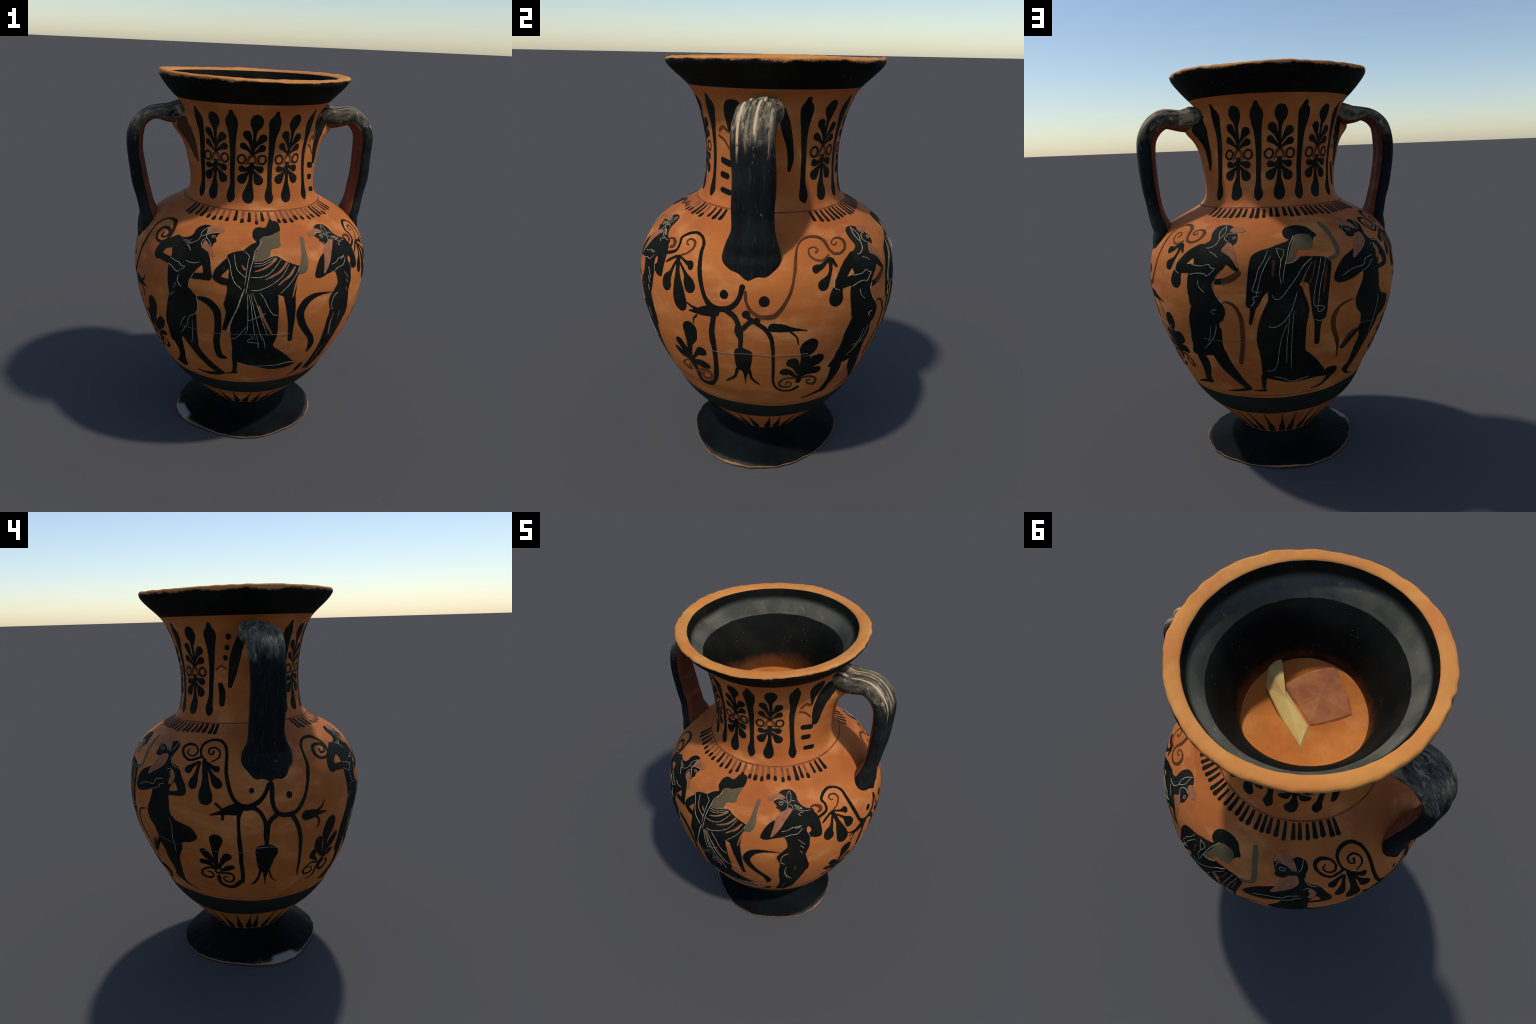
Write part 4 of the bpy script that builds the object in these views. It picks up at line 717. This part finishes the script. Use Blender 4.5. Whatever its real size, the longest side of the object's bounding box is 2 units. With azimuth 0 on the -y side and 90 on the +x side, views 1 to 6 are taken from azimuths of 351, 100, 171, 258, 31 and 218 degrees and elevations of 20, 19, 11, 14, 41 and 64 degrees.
stroke('petal', 'black', [(24.3, 63.4, 1.3), (21.2, 66.8, 2.6), (19.1, 67.6, 4.4), (18.1, 67.7, 3.4)])
stroke('petal', 'black', [(27.2, 67.1, 2.4), (30.0, 71.3, 5.4), (31.9, 73.0, 6.9), (33.0, 73.4, 5.1)])
stroke('petal', 'black', [(27.6, 64.9, 1.8), (30.0, 66.5, 4.1), (33.2, 66.6, 4.7)])
stroke('spiral', 'wash', [(23.9, 63.0, 1.3), (19.9, 63.5, 1.5), (17.0, 61.2, 1.3), (17.7, 58.2, 1.3), (21.4, 57.5, 1.3), (22.6, 59.4, 0.7), (20.6, 60.9, 1.0), (19.7, 59.0, 0.7)])
stroke('spiral', 'wash', [(27.0, 63.1, 1.4), (31.3, 62.8, 1.4), (34.4, 60.3, 1.1), (34.1, 57.2, 1.8), (30.7, 58.4, 0.8), (29.8, 60.6, 0.8), (31.3, 60.5, 1.1)])
motif('handle_ornament')
stroke('tendril', 'black', [(150.8, 121.0, 1.1), (148.4, 123.3, 1.0), (147.8, 126.3, 1.4), (150.8, 128.1, 1.9), (155.8, 128.4, 1.7), (159.6, 127.2, 1.5), (161.4, 124.7, 1.5), (161.8, 121.0, 1.6), (161.7, 116.3, 1.7), (162.1, 112.6, 1.8), (162.8, 108.8, 1.8), (163.8, 105.2, 1.8), (165.6, 102.0, 2.0), (168.7, 100.1, 2.3), (172.6, 100.8, 2.3), (175.9, 103.3, 2.1), (178.1, 106.7, 1.8), (179.4, 109.7, 2.0)])
stroke('spiral', 'black', [(149.1, 121.9, 1.4), (146.4, 120.9, 1.4), (142.9, 120.3, 1.2), (138.8, 122.4, 1.2), (137.1, 124.9, 1.7), (139.5, 126.4, 1.8), (144.2, 125.9, 1.0), (146.4, 124.0, 1.0), (145.3, 122.2, 1.1), (142.3, 122.2, 0.7), (140.6, 123.7, 0.8), (141.7, 124.7, 0.5)])
stroke('spiral', 'black', [(154.8, 120.1, 0.6), (157.8, 121.7, 0.9), (158.1, 124.0, 0.8), (155.4, 125.6, 1.0), (152.5, 125.1, 1.1), (152.6, 123.5, 0.7), (154.5, 122.8, 0.8), (154.9, 124.1, 1.2)])
stroke('stem', 'black', [(167.5, 99.2, 2.7), (166.3, 95.9, 2.0), (165.9, 92.0, 1.6), (165.8, 85.9, 1.6), (165.8, 80.6, 2.3), (166.0, 75.1, 2.1), (165.9, 69.2, 2.1), (166.2, 63.1, 2.0), (165.9, 57.3, 2.0), (164.7, 56.9, 2.6), (160.6, 53.2, 2.4), (156.2, 53.5, 2.0), (153.4, 55.9, 1.9), (153.3, 59.8, 2.1)])
stroke('arch', 'black', [(169.4, 99.4, 2.8), (172.9, 99.0, 2.1), (175.6, 95.9, 1.8), (177.1, 91.4, 1.9), (177.6, 85.2, 2.8), (177.6, 80.5, 2.0)])
stroke('loop', 'black', [(180.5, 110.0, 2.5), (180.6, 106.5, 2.3), (180.4, 102.0, 2.1), (181.3, 97.7, 2.0), (183.7, 95.0, 2.3), (187.5, 94.4, 2.5), (191.1, 95.7, 2.1), (193.9, 99.5, 1.9), (195.9, 103.8, 1.6), (197.4, 108.5, 1.7), (198.7, 112.8, 2.1), (199.7, 116.1, 1.7), (200.0, 120.7, 1.3), (201.2, 124.2, 1.3), (205.3, 126.5, 1.3), (211.7, 126.8, 2.2), (215.5, 124.8, 2.1), (216.9, 122.0, 1.8), (215.9, 119.0, 1.6), (213.1, 117.5, 1.5)])
stroke('spiral', 'black', [(213.0, 117.4, 1.3), (208.7, 117.8, 1.5), (206.5, 120.2, 1.9), (207.9, 122.9, 1.5), (212.5, 123.5, 1.9), (215.5, 122.2, 1.9), (214.2, 120.2, 1.1), (211.0, 119.8, 1.1), (211.3, 121.3, 1.1)])
stroke('arch', 'black', [(182.0, 95.0, 2.5), (179.5, 92.6, 2.3), (178.1, 89.3, 2.4), (177.6, 85.2, 3.0), (177.6, 80.5, 2.0), (177.4, 77.8, 1.9)])
stroke('arch', 'black', [(188.8, 93.9, 2.3), (191.6, 88.2, 2.2), (193.2, 81.6, 2.2), (193.9, 74.3, 1.8), (194.4, 67.9, 1.5), (194.5, 62.2, 1.1), (195.2, 57.7, 0.4)])
dot('dot', 'black', (172.1, 107.5, 1.2))
dot('dot', 'black', (187.9, 104.0, 1.6))
motif('palmette')
stroke('petal', 'black', [(151.1, 120.4, 2.1), (152.3, 114.4, 2.9), (152.5, 110.2, 3.9), (152.4, 105.8, 6.6), (152.4, 104.0, 7.0)])
stroke('petal', 'black', [(149.0, 119.5, 1.5), (148.1, 115.0, 2.0), (147.1, 111.5, 4.0), (146.5, 109.8, 4.4)])
stroke('petal', 'black', [(148.2, 119.7, 1.4), (145.2, 117.7, 2.4), (143.8, 116.4, 4.0)])
stroke('petal', 'black', [(152.7, 118.5, 1.2), (155.3, 114.5, 2.0), (157.1, 111.7, 4.3), (157.9, 110.6, 4.5)])
stroke('petal', 'black', [(152.6, 119.7, 1.2), (155.5, 117.8, 2.0), (157.3, 117.1, 3.3)])
motif('lotus_bud')
stroke('bud', 'black', [(165.1, 98.8, 6.0), (161.5, 98.1, 4.2), (158.2, 97.0, 2.0), (154.2, 95.8, 0.7)])
stroke('sepal', 'black', [(159.5, 98.5, 1.1), (157.6, 100.6, 1.4), (157.0, 101.2, 1.6)])
stroke('sepal', 'black', [(159.6, 96.6, 1.4), (159.2, 93.9, 1.4)])
motif('lotus_bud')
stroke('bud', 'black', [(-164.3, 92.3, 5.3), (-160.3, 92.4, 4.4), (-157.6, 92.2, 2.2), (-153.0, 91.9, 0.5)])
stroke('sepal', 'black', [(-158.7, 93.3, 1.5), (-156.0, 95.3, 1.2), (-154.5, 97.9, 0.4)])
stroke('sepal', 'black', [(-159.2, 90.9, 1.2), (-157.1, 88.0, 1.3), (-157.8, 84.5, 0.6)])
motif('lotus_flower')
shape('flower', 'black', [(172.8, 77.7), (175.7, 79.4), (179.1, 79.4), (182.2, 77.4), (182.9, 74.6), (181.3, 70.9), (180.0, 66.4), (178.8, 62.8), (177.9, 59.1), (177.7, 54.2), (176.9, 59.2), (176.0, 63.1), (174.0, 65.7), (172.9, 72.3)])
stroke('sepal', 'black', [(175.1, 65.0, 1.3), (174.1, 60.1, 1.2), (172.5, 57.0, 1.5), (171.0, 55.5, 1.1)])
stroke('sepal', 'black', [(179.3, 63.7, 0.9), (180.5, 59.5, 0.8), (183.0, 56.7, 0.4)])
line('band', 'incision', [(173.2, 77.9), (177.8, 78.2), (182.2, 77.7)], 0.25)
motif('palmette')
stroke('petal', 'black', [(153.3, 65.3, 2.3), (153.7, 72.4, 2.6), (154.4, 78.2, 4.4), (155.2, 82.2, 6.9)])
stroke('petal', 'black', [(152.8, 68.1, 1.4), (149.9, 72.5, 4.1), (148.1, 75.1, 3.8)])
stroke('petal', 'black', [(152.3, 65.5, 1.5), (149.0, 68.2, 3.3), (146.3, 68.7, 3.3)])
stroke('petal', 'black', [(155.0, 66.5, 1.6), (157.2, 70.3, 2.9), (159.4, 72.7, 4.5)])
stroke('petal', 'black', [(155.8, 63.7, 1.3), (159.0, 65.6, 3.2), (161.4, 66.4, 2.5)])
stroke('spiral', 'black', [(152.4, 64.6, 1.2), (148.8, 65.0, 1.4), (144.9, 62.9, 1.1), (143.9, 59.6, 1.7), (147.0, 58.2, 1.5), (150.2, 59.4, 1.0), (149.7, 61.9, 1.1), (147.6, 62.1, 0.8)])
stroke('spiral', 'black', [(155.5, 62.1, 1.3), (159.6, 62.2, 1.4), (161.6, 60.1, 1.0), (159.9, 56.7, 1.2), (156.8, 57.0, 1.2), (155.8, 59.2, 0.7), (158.3, 60.1, 0.7)])
stroke('core', 'black', [(152.3, 64.3, 0.9), (153.8, 65.4, 1.1), (155.2, 64.9, 1.2), (155.1, 63.0, 0.9), (153.7, 62.0, 1.4), (152.4, 62.4, 1.2), (152.2, 63.9, 1.0)])
motif('palmette')
stroke('petal', 'black', [(-150.1, 65.4, 2.1), (-150.9, 75.4, 3.4), (-150.7, 79.7, 7.0), (-149.5, 84.2, 7.6), (-149.0, 85.9, 5.3)])
stroke('petal', 'black', [(-152.0, 66.6, 1.5), (-155.2, 72.9, 5.1), (-155.5, 76.2, 5.1)])
stroke('petal', 'black', [(-149.9, 67.6, 1.5), (-146.4, 72.7, 5.3), (-144.1, 75.8, 4.7)])
stroke('petal', 'black', [(-153.8, 64.0, 0.7), (-157.8, 67.6, 3.4), (-157.3, 69.8, 4.0)])
stroke('petal', 'black', [(-149.8, 64.7, 1.4), (-146.0, 66.9, 3.4), (-143.7, 67.7, 1.6)])
stroke('spiral', 'black', [(-152.7, 62.7, 1.3), (-158.2, 63.4, 1.1), (-161.5, 59.8, 1.3), (-160.1, 57.2, 1.2), (-156.3, 57.6, 1.2), (-156.7, 60.8, 0.5), (-159.3, 60.9, 0.7)])
stroke('spiral', 'black', [(-150.4, 63.4, 2.7), (-152.9, 59.5, 1.5), (-153.8, 54.8, 1.4), (-158.1, 53.2, 0.9)])
stroke('spiral', 'black', [(-149.6, 62.2, 1.6), (-151.2, 58.8, 1.4), (-147.8, 56.7, 1.8), (-145.1, 59.7, 1.9), (-146.7, 62.5, 0.7), (-149.6, 62.4, 0.9)])
motif('handle_splash')
stroke('leaf', 'black', [(-7.9, 176.5, 4.4), (-12.3, 172.9, 6.1), (-16.1, 167.5, 6.3), (-18.7, 161.4, 5.4), (-20.1, 156.1, 3.8)])
stroke('petal', 'black', [(-18.5, 178.8, 6.4), (-22.1, 177.4, 7.5), (-24.4, 172.5, 3.2), (-24.4, 168.1, 1.1)])
stroke('dash', 'black', [(-32.7, 154.7, 2.9), (-24.7, 153.7, 3.0)])
stroke('dash', 'black', [(-32.7, 148.4, 2.8), (-27.2, 147.9, 2.8)])
stroke('dash', 'black', [(-31.4, 141.7, 2.4), (-23.7, 140.9, 2.5)])
stroke('arc', 'wash', [(-35.1, 167.8, 1.3), (-30.7, 169.6, 1.5), (-25.4, 167.7, 1.1)])
stroke('arc', 'wash', [(-36.6, 165.5, 1.0), (-30.6, 163.8, 1.0), (-24.9, 160.1, 0.8)])
motif('handle_splash')
stroke('leaf', 'black', [(16.1, 177.9, 2.4), (18.0, 171.8, 4.5), (21.6, 163.5, 3.1), (23.0, 157.7, 2.7), (22.4, 152.6, 1.4)])
motif('handle_splash')
stroke('leaf', 'black', [(171.1, 175.5, 4.0), (166.4, 167.3, 5.1), (163.4, 159.0, 4.0), (160.9, 152.6, 2.0)])
dot('dot', 'black', (161.6, 176.7, 1.4))
dot('dot', 'black', (160.0, 171.5, 1.3))
dot('dot', 'black', (158.0, 166.5, 1.3))
stroke('arc', 'wash', [(149.3, 160.9, 0.8), (153.9, 162.7, 0.8), (157.7, 161.3, 0.9)])
stroke('dots', 'black', [(152.2, 153.1, 2.7), (153.8, 149.0, 3.3), (153.2, 143.8, 2.7)])
motif('handle_splash')
stroke('leaf', 'wash', [(-163.7, 175.2, 4.4), (-159.0, 167.4, 5.1), (-156.0, 161.8, 4.3), (-152.8, 155.7, 1.5)])
motif('crack')
line('crack', 'scratch', [(-131.0, 78.3), (-125.4, 78.1), (-119.9, 77.8), (-112.8, 77.9), (-106.0, 78.4), (-97.1, 78.9), (-87.4, 78.7), (-84.1, 78.7), (-78.1, 78.7)], 0.22)
line('crack', 'scratch', [(-12.0, 77.6), (-7.0, 77.3), (-2.0, 77.9), (4.7, 78.4), (11.9, 77.7), (18.4, 77.9), (24.2, 77.8), (27.5, 77.7)], 0.20)
line('crack', 'scratch', [(42.1, 76.9), (-309.6, 76.6), (-304.8, 76.1), (-298.0, 76.2), (-287.5, 76.0)], 0.20)
line('crack', 'scratch', [(-249.2, 77.4), (-243.1, 78.9), (-234.9, 78.7), (-224.9, 76.8)], 0.20)
line('crack', 'scratch', [(-223.7, 75.6), (-213.8, 75.6), (-205.7, 75.7), (-197.6, 75.7), (-186.0, 75.3)], 0.20)
line('crack', 'scratch', [(-187.2, 78.1), (-183.0, 78.3), (-178.2, 77.9)], 0.22)

# the neck: double palmettes on a chain of rings, with tall buds between them
PX = .000458                                  # brush unit
def lean(top, bottom, y): return top + (bottom - top) * (y - 670) / 810
def neck_stroke(part, layer, top, bottom, path, jig=0.):
    spine = []
    for x, y, w in path:
        z = 1.787 - (y - 670) * .380 / 810; a = lean(top, bottom, y)
        spine.append((a + math.degrees((x + jig * rng.normal()) * PX / Rf(z)), 100 * z, 100 * w * PX * (1 + .004 * jig * rng.normal())))
    stroke(part, layer, spine)
for top, bottom in ((-129, -134), (-94.4, -100.9), (-61.8, -66), (54.5, 52.5), (90.3, 88.9), (128.6, 123.2)):
    motif("neck_palmette", neck)
    P = lambda path: neck_stroke("petal", "black", top, bottom, path, 4)
    P([(0, 655, 120), (0, 690, 138), (0, 740, 84), (0, 800, 42), (0, 900, 34), (0, 1020, 40)])
    P([(-8, 975, 20), (-45, 885, 46), (-86, 815, 92)]); P([(8, 975, 20), (48, 905, 44), (94, 850, 92)])
    P([(-8, 1020, 20), (-58, 970, 40), (-104, 935, 76)]); P([(8, 1020, 20), (58, 982, 40), (106, 955, 78)])
    P([(-8, 1150, 30), (-55, 1185, 40), (-102, 1180, 72)]); P([(8, 1150, 30), (52, 1168, 44), (98, 1182, 80)])
    P([(-6, 1190, 26), (-50, 1235, 40), (-94, 1290, 102)]); P([(6, 1190, 26), (50, 1232, 40), (96, 1296, 106)])
    P([(0, 1130, 50), (0, 1200, 44), (0, 1310, 46), (0, 1400, 90), (0, 1465, 124), (0, 1490, 112)])
    motif("ring_chain", neck)
    for x in (-112, 0, 112):
        k = [(x + 44 * math.cos(a), 1078 + 46 * math.sin(a), 22) for a in np.linspace(0, TAU, 9)]
        neck_stroke("ring", "black" if x else "wash", top, bottom, k, 1.5)
    neck_stroke("ring", "wash", top, bottom, [(-60, 1130, 18), (0, 1040, 18), (60, 1125, 18)], 2)
for top, bottom in ((-145.8, -147.8), (-113.6, -116.4), (-79.6, -82.9), (-42.5, -44.3), (33.6, 34.8), (71.7, 71.5), (108.2, 106.2), (147, 141.2)):
    motif("tall_bud", neck)
    neck_stroke("bud", "black", top, bottom, [(0, 585, 46), (0, 625, 70), (0, 685, 134), (0, 760, 116), (0, 850, 84), (0, 1000, 64), (0, 1200, 54), (0, 1350, 56), (0, 1440, 84), (0, 1485, 94), (0, 1525, 46)], 3)

# tongues round the shoulder, missing under the handles; on the front most of each stroke has thinned to brown
for lo, hi, count, thin in ((-148.5, -21, 27, True), (37.5, 152, 27, False)):
    for k in range(count):
        a = lo + (hi - lo) * k / (count - 1) + rng.normal() * .35; top = 133.9 + rng.normal() * .12; end = 131.0 + rng.normal() * .25; w = 1.55 + rng.normal() * .15
        faded = thin and 4 <= k <= 23 and rng.random() < .8
        if faded:
            motif("tongue"); stroke("tail", "faded", [(a, top, .95 * w), (a + .2, (top + end) / 2, .95 * w), (a + .2, end + .4, w)])
            motif("tongue"); stroke("bead", "black", [(a + .2, end + .3, 1.15 * w), (a + .2, end - .3, 1.3 * w)])
        else:
            motif("tongue"); stroke("tail", "black", [(a, top, .85 * w), (a + .2, (top + end) / 2, w), (a + .2, end, 1.35 * w)])

# rays rising from the foot
for k in range(30):
    a = k * 12 + rng.normal() * 1.0; lean_ = rng.normal() * 1.5
    motif("ray"); stroke("ray", "black", [(a + lean_, 29.2 + rng.normal() * .6, .3), (a + lean_ * .6, 22.5, 1.1), (a, 16.5, 3.0), (a, 13.6, 3.4)])

# ------------------------------------------------------------------ lay the paint
for m in MOTIFS:
    films = m["films"]; kind = m["kind"]
    dark = [f for f in films if f[1] in ("black", "cut")]
    if any(f[1] == "black" for f in dark): film_mesh(kind, dark, "black", m["on"], LIFT["black"])
    wash = [f for f in films if f[1] == "wash"]
    if wash: film_mesh(kind if not dark else kind + "_brown_stroke", wash, "wash", m["on"], LIFT["wash"] if not dark or m["on"] is neck else .0013)
    for part, layer, how, data in films:
        if layer in ("flesh", "red", "faded"): film_mesh(kind if layer == "faded" else part, [(part, layer, how, data)], layer, m["on"], LIFT[layer])
    for layer in ("incision", "scratch", "red"):
        sel = [x for x in m["lines"] if x[1] == layer]
        if sel: line_mesh("incised_line", sel, layer, m["on"], LIFT["incision"])

# the broad band above the rays, a thin line over it, and the line at the foot of the neck
def hoop(name, lower, upper, mat, parent, lift):
    nz = max(3, int((upper - lower) / .008)); t = np.linspace(0, TAU, 385)[:-1]; n = len(t); P, N = [], []
    for k in range(nz + 1):
        f = k / nz; z = lower + (upper - lower) * f + (.0016 * np.sin(5 * t + 9 * f) + .0011 * np.sin(11 * t + 2)) * (1 if upper - lower > .02 else .3)
        edge = -.0004 if k in (0, nz) else lift
        P.append(on_surface(t, z, edge)); N.append(surface_normal(t, z))
    q = [(i * n + j, i * n + (j + 1) % n, (i + 1) * n + (j + 1) % n, (i + 1) * n + j) for i in range(nz) for j in range(n)]
    return make_object(name, np.vstack(P), q, mat, parent, np.vstack(N))
MAT["band"] = slip_material("thin_black_band", (.020, .021, .017), (.026, .027, .021), (.018, .020, .018), .3)
hoop("painted_band", .302, .432, MAT["band"], body, .0010)
hoop("ground_line", .443, .446, MAT["wash"], body, .0006)
hoop("neck_line", 1.3425, 1.3485, MAT["ring"], neck, .0022)

# ------------------------------------------------------------------ slabs for the patches and lumps of the scan's hole filling
def slab(name, outline, height, mat):
    o = np.array(outline, float); n = len(o); cx, cy = o.mean(0)
    inner = o + ([cx, cy] - o) * .08
    z0 = fill_height(o[:, 0], o[:, 1]) - .004; z1 = fill_height(inner[:, 0], inner[:, 1]) + height
    v = np.vstack([np.column_stack([o, z0]), np.column_stack([inner, z1]), [[cx, cy, z1.mean() + .002]]])
    f = [(i, (i + 1) % n, n + (i + 1) % n, n + i) for i in range(n)] + [(n + i, n + (i + 1) % n, 2 * n) for i in range(n)]
    make_object(name, v, f, mat, PART["scan_fill"], smooth=False)
slab("scan_fill_strip", [(.266, -.124), (.240, -.06), (.209, -.007), (.06, .06), (-.091, .12), (-.07, .07), (-.051, .017), (.05, -.025), (.167, -.063), (.215, -.12)], .008, MAT["strip"])  # pale texture fault of the scan, built as a slab
slab("scan_fill_lump", [(.160, -.066), (.05, -.030), (-.046, .010), (-.094, -.056), (-.155, -.133), (-.06, -.205), (.033, -.243), (.11, -.16)], .005, MAT["fill_lump"])  # lump of the scan's hole filling, not a real piece of pottery
